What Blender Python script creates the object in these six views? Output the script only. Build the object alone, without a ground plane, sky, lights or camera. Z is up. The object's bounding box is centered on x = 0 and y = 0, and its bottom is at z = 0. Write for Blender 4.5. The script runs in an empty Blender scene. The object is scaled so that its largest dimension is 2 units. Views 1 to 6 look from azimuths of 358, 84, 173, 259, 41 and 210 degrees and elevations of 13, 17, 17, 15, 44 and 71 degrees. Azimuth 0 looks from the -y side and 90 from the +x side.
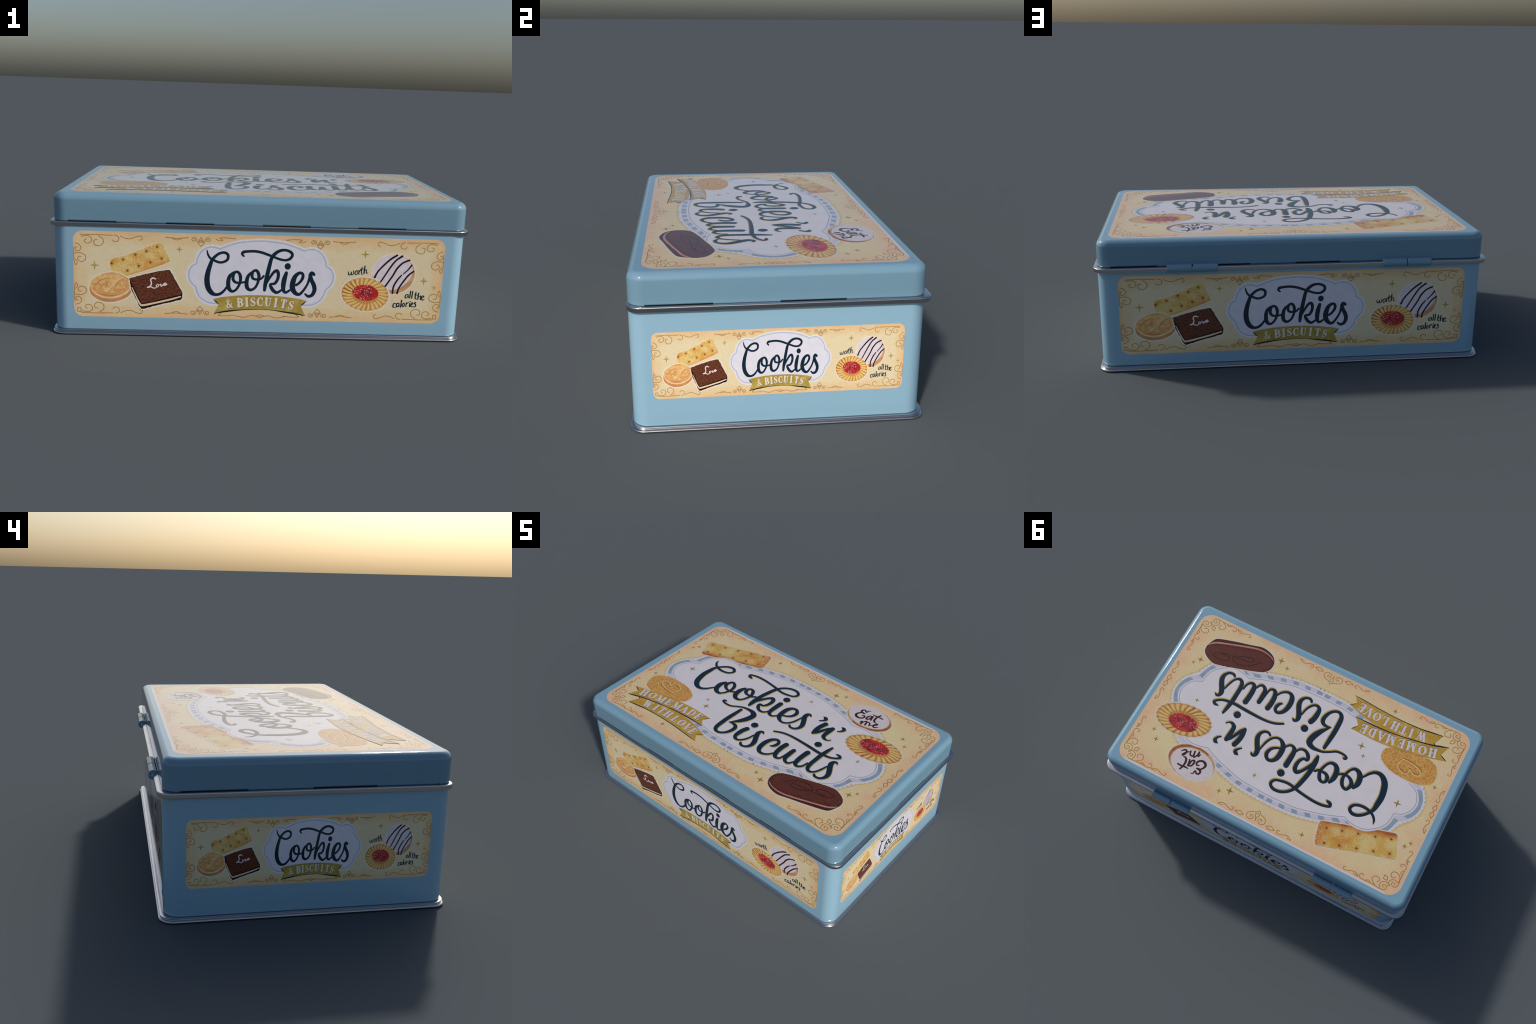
"""Hinged biscuit tin: blue lacquered box with a bright steel rim and foot, a
separate hinged lid, and printed paper-thin labels on the lid and four sides.
Everything is built in metres; the label artwork is given in millimetres."""
import bpy, bmesh, math, random
from mathutils import Vector, noise

random.seed(7)
MM = 0.001

# --------------------------------------------------------------------------
#  ARTWORK TABLES  (control points of brush strokes and scroll work)
# --------------------------------------------------------------------------
# brush strokes of the lid lettering: (x, y, stroke width) in millimetres from the label centre
LID_LETTERS = {
    "capital_c": [(-443, -7, 11), (-457, -28, 14), (-470, -47, 16), (-494, -68, 19), (-524, -74, 26), (-553, -61, 33), (-576, -33, 37), (-588, 4, 38), (-595, 52, 36), (-592, 101, 32), (-587, 139, 24), (-569, 171, 18), (-545, 197, 18), (-518, 214, 19), (-491, 219, 20), (-471, 210, 21), (-462, 193, 19), (-473, 170, 17), (-499, 156, 17), (-534, 152, 18), (-570, 158, 18), (-597, 172, 16), (-617, 195, 13), (-623, 221, 3)],
    "first_o": [(-423, 75, 20), (-436, 43, 32), (-432, 3, 34), (-413, -25, 29), (-383, -33, 20), (-363, -17, 15), (-351, 8, 16), (-343, 38, 19), (-348, 70, 22), (-364, 96, 21), (-388, 105, 18), (-401, 87, 21), (-405, 61, 25), (-387, 37, 21), (-359, 26, 16), (-334, 27, 15), (-314, 40, 13)],
    "second_o": [(-285, 110, 19), (-296, 76, 31), (-294, 32, 33), (-274, 2, 27), (-243, -2, 19), (-223, 17, 15), (-211, 48, 17), (-206, 75, 20), (-215, 102, 22), (-229, 123, 22), (-251, 129, 16), (-264, 114, 20), (-261, 90, 24), (-244, 75, 20), (-220, 72, 16), (-197, 72, 15), (-178, 89, 14)],
    "k_with_flourish": [(-153, 0, 19), (-155, 30, 31), (-155, 75, 33), (-152, 121, 29), (-143, 170, 28), (-130, 221, 26), (-115, 253, 20), (-88, 281, 18), (-52, 299, 18), (-14, 301, 19), (10, 288, 19), (16, 269, 18), (3, 248, 16), (-25, 238, 16), (-67, 231, 17), (-107, 234, 18), (-142, 243, 18), (-191, 251, 17), (-247, 257, 17), (-296, 257, 17), (-334, 250, 16), (-355, 240, 16), (-347, 225, 22), (-328, 220, 15)],
    "k_arm": [(-151, 53, 24), (-125, 99, 20), (-104, 131, 20), (-84, 145, 26), (-68, 133, 26), (-63, 103, 24), (-69, 72, 20), (-85, 51, 17), (-105, 51, 18), (-107, 39, 22), (-97, 20, 23), (-76, 4, 20), (-52, 2, 16), (-34, 12, 14), (-23, 32, 12)],
    "i": [(-11, 137, 33), (-13, 89, 33), (-14, 47, 29), (-7, 22, 24), (13, 11, 17), (30, 16, 14), (44, 33, 12), (49, 46, 10)],
    "e": [(73, 59, 13), (101, 73, 16), (120, 94, 20), (126, 122, 24), (117, 144, 23), (99, 156, 20), (75, 148, 23), (58, 123, 29), (53, 83, 32), (58, 44, 32), (75, 20, 25), (101, 7, 17), (126, 12, 14), (147, 31, 14), (162, 61, 14), (171, 98, 12), (175, 123, 10)],
    "s": [(162, 14, 14), (172, 5, 16), (189, 3, 16), (207, 11, 17), (221, 31, 21), (222, 60, 29), (210, 88, 31), (196, 113, 31), (184, 134, 31), (182, 158, 28), (190, 172, 20), (204, 171, 14), (208, 162, 8)],
    "open_apostrophe": [(274, 213, 8), (289, 209, 25), (299, 199, 21), (291, 182, 14), (274, 166, 9)],
    "n_entry": [(435, 68, 7), (422, 54, 10), (401, 52, 19), (382, 66, 26), (378, 93, 28), (380, 128, 30), (383, 158, 28)],
    "n_rise": [(384, 159, 24), (363, 138, 21), (346, 105, 21), (329, 71, 23), (314, 48, 17)],
    "n_stem": [(312, 52, 19), (311, 87, 30), (314, 126, 32), (324, 165, 32)],
    "close_apostrophe": [(419, 204, 8), (433, 201, 23), (442, 192, 21), (435, 171, 14), (419, 158, 9)],
    "capital_b": [(-161, -67, 20), (-165, -123, 27), (-169, -184, 30), (-169, -243, 30), (-166, -284, 27), (-153, -307, 23), (-130, -314, 18), (-107, -305, 17), (-87, -284, 19), (-74, -252, 24), (-73, -222, 26), (-86, -203, 23), (-110, -197, 16), (-138, -202, 7)],
    "capital_b_bowl": [(-136, -202, 6), (-117, -180, 17), (-96, -153, 29), (-76, -116, 37), (-64, -74, 38), (-71, -51, 36), (-97, -37, 27), (-133, -36, 18), (-168, -42, 14), (-204, -61, 13), (-233, -79, 14), (-265, -84, 14), (-294, -80, 15), (-305, -70, 18), (-296, -61, 14), (-287, -64, 7)],
    "biscuit_i": [(-12, -179, 33), (-21, -207, 33), (-25, -244, 30), (-22, -274, 24), (-6, -289, 20), (16, -287, 15), (37, -266, 15), (51, -235, 13), (58, -197, 11)],
    "biscuit_s": [(43, -297, 15), (51, -308, 17), (68, -311, 16), (88, -303, 17), (103, -280, 23), (103, -250, 30), (91, -221, 31), (75, -192, 32), (66, -166, 29), (70, -146, 21), (83, -140, 17), (93, -149, 8)],
    "biscuit_c": [(194, -204, 8), (206, -197, 17), (217, -176, 22), (216, -152, 20), (202, -138, 19), (181, -144, 21), (162, -167, 26), (152, -207, 31), (155, -252, 31), (170, -279, 25), (194, -287, 18), (218, -279, 15), (237, -262, 13), (249, -241, 11)],
    "biscuit_u_left": [(261, -135, 32), (256, -173, 32), (258, -220, 30), (268, -249, 26), (283, -260, 20), (301, -255, 15), (310, -235, 13), (315, -193, 13), (318, -157, 14)],
    "biscuit_u_right": [(327, -146, 27), (326, -183, 29), (328, -224, 27), (341, -247, 21), (361, -254, 18), (374, -246, 14), (387, -221, 11)],
    "biscuit_second_i": [(400, -108, 34), (396, -151, 32), (396, -201, 30), (404, -229, 25), (420, -238, 18), (436, -231, 15), (449, -210, 13), (454, -179, 11)],
    "biscuit_t": [(486, 18, 14), (479, -26, 24), (473, -79, 27), (472, -128, 27), (472, -178, 27), (480, -211, 23), (498, -225, 20), (519, -220, 15), (536, -198, 13), (548, -164, 13), (557, -128, 11)],
    "biscuit_last_s": [(542, -228, 15), (548, -236, 17), (566, -238, 16), (586, -231, 17), (602, -207, 23), (602, -177, 30), (587, -145, 32), (572, -119, 32), (562, -95, 30), (566, -74, 21), (580, -67, 16), (590, -75, 8)],
    "t_crossbar": [(538, -11, 9), (558, -11, 18), (570, -22, 18), (558, -38, 15), (528, -56, 16), (492, -63, 18), (445, -66, 20), (387, -62, 20), (329, -59, 19), (269, -57, 17), (211, -60, 15), (166, -71, 15), (127, -90, 13)],
}
# piped icing letters on the round iced biscuit
EAT_ME = {
    "capital_e_upper": [(463, 444, 4), (451, 439, 6), (448, 422, 9), (442, 421, 9), (431, 431, 9), (418, 424, 11), (418, 408, 12), (431, 400, 12), (446, 401, 9)],
    "capital_e_lower": [(434, 405, 8), (417, 389, 10), (408, 367, 13), (418, 351, 15), (438, 346, 12), (456, 355, 11), (464, 371, 11), (457, 383, 9), (443, 379, 6)],
    "a": [(502, 411, 6), (485, 404, 9), (478, 382, 11), (482, 367, 11), (495, 372, 9), (499, 397, 9), (502, 413, 9), (507, 383, 10), (512, 374, 8)],
    "t": [(534, 450, 9), (526, 426, 11), (525, 401, 12), (530, 382, 12), (543, 372, 9), (554, 374, 4)],
    "t_bar": [(492, 427, 5), (510, 426, 9), (533, 429, 9), (555, 429, 9), (561, 428, 8)],
    "m_first": [(469, 314, 4), (476, 333, 9), (484, 306, 10)],
    "m_second": [(483, 310, 9), (487, 334, 8), (499, 348, 9), (509, 314, 10)],
    "m_last": [(507, 320, 9), (507, 346, 8), (524, 345, 9), (532, 324, 9)],
    "e": [(540, 332, 7), (558, 348, 7), (567, 366, 8), (560, 368, 7), (552, 348, 10), (557, 332, 10), (571, 334, 9), (583, 348, 4)],
}
# scroll work of one corner, mirrored into all four
CORNER_SCROLLS = {
    "stem_a": [(888, 476), (880, 469), (869, 475), (874, 488), (891, 490), (903, 477), (904, 459), (902, 433), (902, 405), (902, 380), (903, 359), (894, 349), (874, 351), (870, 363), (880, 365)],
    "curl_b": [(901, 457), (899, 433), (881, 413), (855, 411), (843, 424), (850, 443), (868, 443), (875, 435)],
    "link": [(896, 458), (875, 453), (857, 462), (851, 481), (855, 499), (863, 496), (856, 487), (837, 484), (817, 494), (811, 512), (817, 531)],
    "stem_d": [(838, 517), (829, 517), (828, 506), (843, 503), (853, 517), (844, 531), (818, 535), (783, 532), (748, 531), (717, 533), (695, 529), (689, 512), (702, 504), (712, 511)],
    "curl_e": [(792, 532), (773, 520), (759, 503), (768, 483), (790, 481), (801, 494), (792, 508)],
    "leaf1": [(762, 532), (748, 521), (731, 530)],
    "leaf2": [(901, 411), (888, 398), (899, 384)],
    "diamond": [(833, 456), (813, 451), (816, 475), (839, 474), (833, 456)],
    "tail1": [(906, 323), (895, 317), (902, 341), (890, 325), (892, 298), (900, 274), (896, 260), (883, 263), (883, 272)],
    "tail2": [(654, 527), (684, 530), (666, 518), (646, 517), (619, 527), (596, 531), (588, 516), (601, 515)],
}
# scroll work at the middle of a long edge (half) and of a short edge
EDGE_SCROLLS = {
    "heart": [(22, 506), (28, 504), (25, 493), (10, 499), (12, 516), (31, 522), (49, 513), (50, 493), (33, 478), (7, 469), (-8, 454)],
    "spade": [(-11, 518), (-8, 501), (5, 481), (-7, 473), (-20, 478), (-12, 498), (-11, 518)],
    "mdiamond": [(121, 517), (92, 503), (66, 515), (87, 528), (121, 517)],
    "mscroll": [(202, 520), (213, 525), (230, 525), (214, 513), (192, 510), (167, 520), (141, 525), (135, 509), (149, 506)],
    "es": [(-902, -132), (-904, -157), (-890, -138), (-892, -113), (-903, -89), (-898, -73), (-885, -76), (-883, -87)],
    "ed1": [(-899, -58), (-909, -32), (-896, -15), (-883, -33), (-899, -58)],
    "ed2": [(-897, -15), (-909, 6), (-897, 35), (-884, 10), (-897, -15)],
    "es2": [(-887, 59), (-890, 48), (-904, 50), (-904, 68), (-892, 95), (-894, 114), (-906, 128), (-905, 105)],
}
# brush strokes of the side lettering
SIDE_LETTERS = {
    "C": [(-163, -47, 9), (-175, -65, 10), (-194, -82, 12), (-216, -87, 13), (-236, -78, 21), (-253, -52, 24), (-259, -13, 24), (-254, 27, 21), (-244, 61, 17), (-236, 84, 14), (-223, 100, 12), (-204, 115, 11), (-180, 121, 11), (-162, 111, 12), (-163, 88, 11), (-182, 75, 10), (-203, 73, 10), (-225, 81, 10), (-245, 92, 9), (-257, 111, 7), (-261, 130, 3)],
    "o1": [(-131, 25, 10), (-150, 7, 15), (-157, -21, 18), (-154, -53, 18), (-138, -69, 12), (-118, -59, 10), (-102, -29, 11), (-99, 3, 14), (-109, 25, 12), (-123, 27, 11), (-133, 13, 12), (-134, -10, 13), (-121, -24, 11), (-99, -25, 9), (-76, -21, 8)],
    "o2": [(-46, 27, 10), (-62, 9, 14), (-69, -19, 17), (-66, -48, 17), (-49, -60, 12), (-27, -47, 10), (-14, -18, 11), (-11, 13, 14), (-22, 36, 12), (-38, 33, 11), (-44, 15, 12), (-40, -2, 11), (-23, -7, 10), (-1, -3, 9), (12, 11, 8)],
    "k_stem": [(18, -60, 12), (21, -31, 17), (29, 17, 18), (38, 63, 17), (46, 97, 15), (60, 119, 15), (84, 136, 13), (112, 140, 11), (137, 131, 12), (145, 116, 12), (135, 99, 12), (114, 91, 10), (86, 95, 10), (58, 105, 10), (25, 117, 11), (-3, 126, 11), (-36, 131, 11), (-71, 129, 11), (-89, 125, 13), (-95, 116, 10), (-86, 106, 7)],
    "k_arm": [(27, -23, 9), (43, 6, 10), (61, 32, 12), (75, 38, 14), (82, 21, 14), (79, -4, 13), (66, -25, 12), (45, -29, 9), (50, -45, 15), (62, -62, 15), (79, -70, 12), (98, -58, 9)],
    "i": [(120, 29, 14), (112, -1, 21), (108, -29, 21), (109, -55, 17), (120, -69, 11), (139, -57, 9)],
    "e": [(169, -31, 10), (187, -16, 11), (200, 7, 13), (198, 26, 12), (183, 30, 13), (163, 12, 19), (153, -20, 24), (153, -48, 24), (168, -71, 18), (187, -76, 13), (206, -56, 10), (224, -24, 9), (233, 8, 11)],
    "s": [(253, 24, 13), (243, 32, 15), (236, 19, 17), (242, -3, 18), (255, -29, 19), (259, -54, 18), (249, -78, 15), (230, -85, 12), (215, -74, 7)],
}
# hand lettering "worth"
WORTH_STROKES = {
    "0": [(419, 42, 4), (421, 28, 6), (429, 28, 4), (433, 42, 4), (434, 28, 5), (442, 31, 4), (443, 48, 4)],
    "1": [(456, 48, 4), (450, 38, 6), (455, 28, 4), (464, 37, 4), (459, 48, 4), (468, 47, 3)],
    "2": [(470, 50, 4), (469, 32, 6)],
    "3": [(470, 42, 3), (477, 51, 5)],
    "4": [(483, 66, 5), (482, 35, 5), (488, 31, 3)],
    "5": [(475, 55, 4), (493, 58, 4)],
    "6": [(497, 72, 6), (494, 35, 6)],
    "7": [(494, 45, 3), (505, 55, 4), (505, 38, 5), (513, 39, 3)],
}
# hand lettering "all_the"
ALL_THE_STROKES = {
    "0": [(717, -65, 4), (705, -67, 5), (703, -80, 6), (711, -81, 4), (717, -67, 4), (719, -81, 4)],
    "1": [(728, -48, 6), (725, -81, 6)],
    "2": [(738, -49, 6), (735, -82, 6)],
    "3": [(754, -53, 6), (752, -82, 6), (759, -86, 4)],
    "4": [(748, -65, 4), (764, -66, 4)],
    "5": [(768, -56, 6), (765, -87, 6)],
    "6": [(767, -77, 4), (778, -70, 4), (778, -88, 6)],
    "7": [(782, -81, 4), (795, -73, 5), (786, -70, 5), (782, -84, 6), (791, -91, 5), (797, -85, 3)],
}
# hand lettering "calories"
CALORIES_STROKES = {
    "0": [(660, -112, 4), (649, -113, 6), (647, -129, 6), (659, -130, 4)],
    "1": [(674, -109, 5), (664, -113, 6), (665, -128, 6), (675, -119, 5), (676, -110, 5), (676, -127, 5)],
    "2": [(687, -94, 6), (684, -129, 6)],
    "3": [(700, -108, 5), (691, -117, 6), (696, -127, 5), (703, -116, 5), (698, -108, 4)],
    "4": [(711, -106, 5), (710, -125, 6)],
    "5": [(711, -113, 4), (721, -104, 5)],
    "6": [(728, -108, 5), (728, -125, 6)],
    "7": [(729, -99, 5), (731, -100, 5)],
    "8": [(735, -117, 4), (744, -109, 5), (737, -106, 5), (734, -122, 6), (743, -126, 4)],
    "9": [(757, -104, 5), (750, -107, 6), (757, -115, 6), (756, -125, 5), (746, -126, 4)],
}
# icing word on the square biscuit
LOVE_STROKES = {
    "0": [(-503, -17, 5), (-516, -12, 7), (-527, -21, 6), (-523, -38, 6), (-531, -56, 7), (-544, -58, 5), (-528, -55, 5), (-512, -62, 5), (-500, -59, 4)],
    "1": [(-492, -42, 4), (-501, -50, 5), (-493, -56, 4), (-487, -45, 4), (-479, -44, 3)],
    "2": [(-479, -41, 5), (-476, -53, 5), (-465, -39, 4)],
    "3": [(-464, -47, 4), (-452, -37, 4), (-460, -35, 4), (-463, -48, 5), (-449, -42, 4)],
}
# chocolate stripes on the iced biscuit
ICING_STRIPES = {
    "0": [(649, 129, 11), (616, 106, 11), (582, 72, 10), (559, 43, 10), (545, 11, 12)],
    "1": [(674, 125, 12), (644, 102, 10), (619, 67, 10), (599, 32, 9), (578, -4, 9)],
    "2": [(710, 106, 11), (678, 91, 10), (652, 62, 11), (633, 25, 10), (600, -28, 10)],
    "3": [(723, 82, 10), (706, 58, 8), (685, 37, 7)],
    "4": [(677, 31, 8), (657, 5, 10), (642, -27, 10), (639, -60, 10)],
    "5": [(734, 51, 10), (711, 32, 10), (688, 0, 10), (668, -35, 10), (662, -60, 11)],
}
# cream line and pressed loop of the long sandwich biscuit
CHOC_DETAIL = {
    "cream": [(794, -344, 4), (774, -368, 11), (743, -386, 12), (694, -403, 11), (629, -425, 11), (563, -446, 12), (510, -460, 11), (465, -463, 9), (425, -457, 7), (397, -445, 6), (383, -436, 3)],
    "loop": [(696, -324), (667, -329), (638, -326), (628, -314), (649, -296), (687, -288), (726, -291), (735, -300), (718, -319), (685, -333), (644, -342), (605, -344), (556, -351), (514, -356), (493, -369), (489, -383), (515, -386), (548, -379), (579, -364), (605, -344), (609, -323), (578, -312), (537, -315), (500, -332), (470, -359), (446, -389)],
}

# --------------------------------------------------------------------------
#  MATERIALS
# --------------------------------------------------------------------------
def lin(c):
    c = c / 255.0
    return c / 12.92 if c <= 0.04045 else ((c + 0.055) / 1.055) ** 2.4

def rgb(r, g, b, k=1.0):
    return (lin(r) * k, lin(g) * k, lin(b) * k, 1.0)

class Nodes:
    """Small helper around a material node tree."""
    def __init__(self, name, rough=0.2, metallic=0.0, specular=0.5):
        self.mat = bpy.data.materials.new(name)
        self.mat.use_nodes = True
        self.t = self.mat.node_tree
        self.bsdf = self.t.nodes["Principled BSDF"]
        self.bsdf.inputs["Roughness"].default_value = rough
        self.bsdf.inputs["Metallic"].default_value = metallic
        self.bsdf.inputs["Specular IOR Level"].default_value = specular
        self._co = None
    def new(self, kind, **props):
        n = self.t.nodes.new(kind)
        for k, v in props.items():
            setattr(n, k, v)
        return n
    def put(self, sock, v):
        if hasattr(v, "is_linked"):
            self.t.links.new(v, sock)
        else:
            sock.default_value = v
    def math(self, op, a, b=0.0, c=0.0, clamp=False):
        n = self.new("ShaderNodeMath", operation=op, use_clamp=clamp)
        for i, v in enumerate((a, b, c)):
            self.put(n.inputs[i], v)
        return n.outputs[0]
    def co(self):
        if self._co is None:
            self._co = self.new("ShaderNodeTexCoord").outputs["Object"]
        return self._co
    def xy(self, loc=(0, 0, 0), angle=0.0, scale=(1, 1, 1)):
        """Object coordinates moved into a local frame at loc, turned by angle."""
        m = self.new("ShaderNodeMapping", vector_type="TEXTURE")
        m.inputs["Location"].default_value = loc
        m.inputs["Rotation"].default_value = (0, 0, angle)
        m.inputs["Scale"].default_value = scale
        self.t.links.new(self.co(), m.inputs["Vector"])
        s = self.new("ShaderNodeSeparateXYZ")
        self.t.links.new(m.outputs[0], s.inputs[0])
        return s.outputs[0], s.outputs[1]
    def noise(self, scale, detail=3.0, rough=0.55, vec=None):
        n = self.new("ShaderNodeTexNoise")
        n.inputs["Scale"].default_value = scale
        n.inputs["Detail"].default_value = detail
        n.inputs["Roughness"].default_value = rough
        self.t.links.new(vec or self.co(), n.inputs["Vector"])
        return n.outputs["Fac"]
    def voronoi(self, scale, feature="F1"):
        n = self.new("ShaderNodeTexVoronoi", feature=feature)
        n.inputs["Scale"].default_value = scale
        self.t.links.new(self.co(), n.inputs["Vector"])
        return n.outputs["Distance"]
    def ramp(self, v, lo, hi):
        """0..1 as v goes from lo to hi (smooth)."""
        n = self.new("ShaderNodeMapRange", interpolation_type="SMOOTHSTEP")
        self.put(n.inputs["Value"], v)
        n.inputs["From Min"].default_value = lo
        n.inputs["From Max"].default_value = hi
        return n.outputs["Result"]
    def mix(self, f, a, b):
        n = self.new("ShaderNodeMix", data_type="RGBA")
        self.put(n.inputs[0], f)
        self.put(n.inputs[6], a)
        self.put(n.inputs[7], b)
        return n.outputs[2]
    def done(self, colour):
        self.put(self.bsdf.inputs["Base Color"], colour)
        return self.mat

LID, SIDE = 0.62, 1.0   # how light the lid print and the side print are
GLOSS = 0.055

def plain(name, c, k=1.0, grain=0.06, scale=60, rough=GLOSS, metallic=0.0):
    n = Nodes(name, rough, metallic)
    a = rgb(*c, k)
    d = tuple(v * (1 - 2 * grain) for v in a[:3]) + (1,)
    return n.done(n.mix(n.ramp(n.noise(scale), 0.3, 0.7), a, d))

def lacquer(name, c):
    n = Nodes(name, GLOSS)
    a = rgb(*c)
    b = tuple(v * 0.965 for v in a[:3]) + (1,)
    n.put(n.bsdf.inputs["Roughness"], n.math("ADD", n.math("MULTIPLY", n.noise(9), 0.05), GLOSS - 0.025))
    return n.done(n.mix(n.noise(14), a, b))

def steel(name):
    n = Nodes(name, 0.2, 1.0)
    g = n.noise(7, 2)
    n.put(n.bsdf.inputs["Roughness"], n.math("ADD", n.math("MULTIPLY", g, 0.06), 0.15))
    return n.done(n.mix(g, rgb(206, 206, 208), rgb(190, 190, 193)))

def label_paper(name, hx, hy, k, centre, mid, peach, fade, ray_n, dots, white_edge, centre_xy=(0, 0)):
    """Cream print going peach at the edges in faint rays, with a dot screen."""
    n = Nodes(name, GLOSS)
    x, y = n.xy((centre_xy[0], centre_xy[1], 0))
    ax, ay = n.math("ABSOLUTE", x), n.math("ABSOLUTE", y)
    edge = n.math("MINIMUM", n.math("SUBTRACT", hx, ax), n.math("SUBTRACT", hy, ay))
    ang = n.math("ARCTAN2", y, x)
    ray = n.math("SINE", n.math("MULTIPLY", ang, ray_n))
    wob = n.math("SUBTRACT", n.noise(7, 4), 0.5)
    e2 = n.math("ADD", edge, n.math("ADD", n.math("MULTIPLY", ray, fade * 0.10), n.math("MULTIPLY", wob, fade * 2.4)))
    col = n.mix(n.ramp(e2, 0.0, fade), rgb(*peach, k), rgb(*mid, k))
    col = n.mix(n.ramp(e2, fade * 1.1, fade * 2.3), col, rgb(*centre, k))
    pale = n.ramp(n.noise(5.5, 4, 0.6), 0.48, 0.68)
    col = n.mix(n.math("MULTIPLY", pale, 0.45), col, rgb(centre[0] - 2, centre[1] + 4, centre[2] + 10, k))
    blot = n.ramp(n.noise(46, 5, 0.7), 0.45, 0.72)
    col = n.mix(n.math("MULTIPLY", blot, 0.26), col, rgb(mid[0] - 26, mid[1] - 22, mid[2] - 20, k))
    if dots:                                   # staggered dot screen
        def cell(v, off):
            f = n.math("FRACT", n.math("ADD", n.math("MULTIPLY", v, 1 / dots), off))
            return n.math("SUBTRACT", f, 0.5)
        def dot(off):
            u, w = cell(x, off + 100), cell(y, off + 100)
            d = n.math("SQRT", n.math("ADD", n.math("MULTIPLY", u, u), n.math("MULTIPLY", w, w)))
            return n.math("SUBTRACT", 1.0, n.ramp(d, 0.05, 0.15))
        d = n.math("MAXIMUM", dot(0.0), dot(0.5))
        col = n.mix(n.math("MULTIPLY", d, 0.30), col, rgb(mid[0] - 66, mid[1] - 58, mid[2] - 40, k))
    if white_edge:                             # white strip along the hinge edge
        w1 = n.math("GREATER_THAN", y, n.math("SUBTRACT", hy, n.math("MULTIPLY", white_edge, n.ramp(ax, hx * 0.99, hx * 0.86))))
        w2 = n.math("LESS_THAN", x, -hx + white_edge * 0.35)
        col = n.mix(n.math("MAXIMUM", w1, n.math("MULTIPLY", w2, 0.6)), col, rgb(238, 232, 240, k))
    return n.done(col)

def gold_leaf(name, k, a=(168, 138, 48), b=(128, 100, 34)):
    n = Nodes(name, GLOSS)
    g = n.ramp(n.noise(300, 2, 0.7), 0.35, 0.65)
    col = n.mix(g, rgb(*a, k), rgb(*b, k))
    col = n.mix(n.ramp(n.noise(16, 3), 0.45, 0.75), col, rgb(a[0] + 14, a[1] + 14, a[2] + 22, k))
    return n.done(col)

def ink(name, c, k):
    """Navy print with a few rubbed-off specks."""
    n = Nodes(name, GLOSS)
    col = n.mix(n.noise(20), rgb(*c, k), rgb(c[0] + 8, c[1] + 10, c[2] + 12, k))
    speck = n.math("LESS_THAN", n.voronoi(55), 0.045)
    gate = n.math("GREATER_THAN", n.noise(9, 2), 0.56)
    return n.done(n.mix(n.math("MULTIPLY", speck, gate), col, rgb(150, 158, 172, k)))

def cracker_print(name, k, frame, half, holes, halo):
    """Baked cracker: yellow and toast patches, sugar, dark lower edge."""
    cx, cy, ang = frame
    n = Nodes(name, GLOSS)
    u, v = n.xy((cx, cy, 0), ang)
    base = n.mix(n.ramp(n.noise(13, 4), 0.38, 0.66), rgb(228, 186, 92, k), rgb(234, 208, 134, k))
    base = n.mix(n.ramp(n.noise(8.5, 3), 0.46, 0.68), base, rgb(224, 158, 66, k))
    base = n.mix(n.ramp(u, half * 2.0, half * 3.3), base, rgb(214, 138, 58, k))
    sugar = n.math("MULTIPLY", n.ramp(n.noise(150, 2, 0.7), 0.52, 0.64), n.ramp(n.noise(14, 2), 0.36, 0.56))
    base = n.mix(n.math("MULTIPLY", sugar, 0.85), base, rgb(252, 240, 196, k))
    wav = n.math("MULTIPLY", n.math("SUBTRACT", n.noise(16, 2), 0.5), half * 0.5)
    low = n.math("ADD", n.math("ADD", v, half), wav)
    base = n.mix(n.ramp(low, half * 0.42, half * 0.0), base, rgb(220, 146, 70, k))
    base = n.mix(n.ramp(low, half * 0.08, -half * 0.12), base, rgb(186, 106, 52, k))
    for hx, hy in holes:
        d = n.new("ShaderNodeVectorMath", operation="DISTANCE")
        n.t.links.new(n.co(), d.inputs[0])
        d.inputs[1].default_value = (hx, hy, 0)
        m = n.ramp(d.outputs["Value"], halo, halo * 0.3)
        base = n.mix(n.math("MULTIPLY", m, 0.55), base, rgb(212, 142, 56, k))
        base = n.mix(n.ramp(d.outputs["Value"], halo * 0.40, halo * 0.14), base, rgb(124, 66, 36, k))
    return n.done(base)

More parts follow.
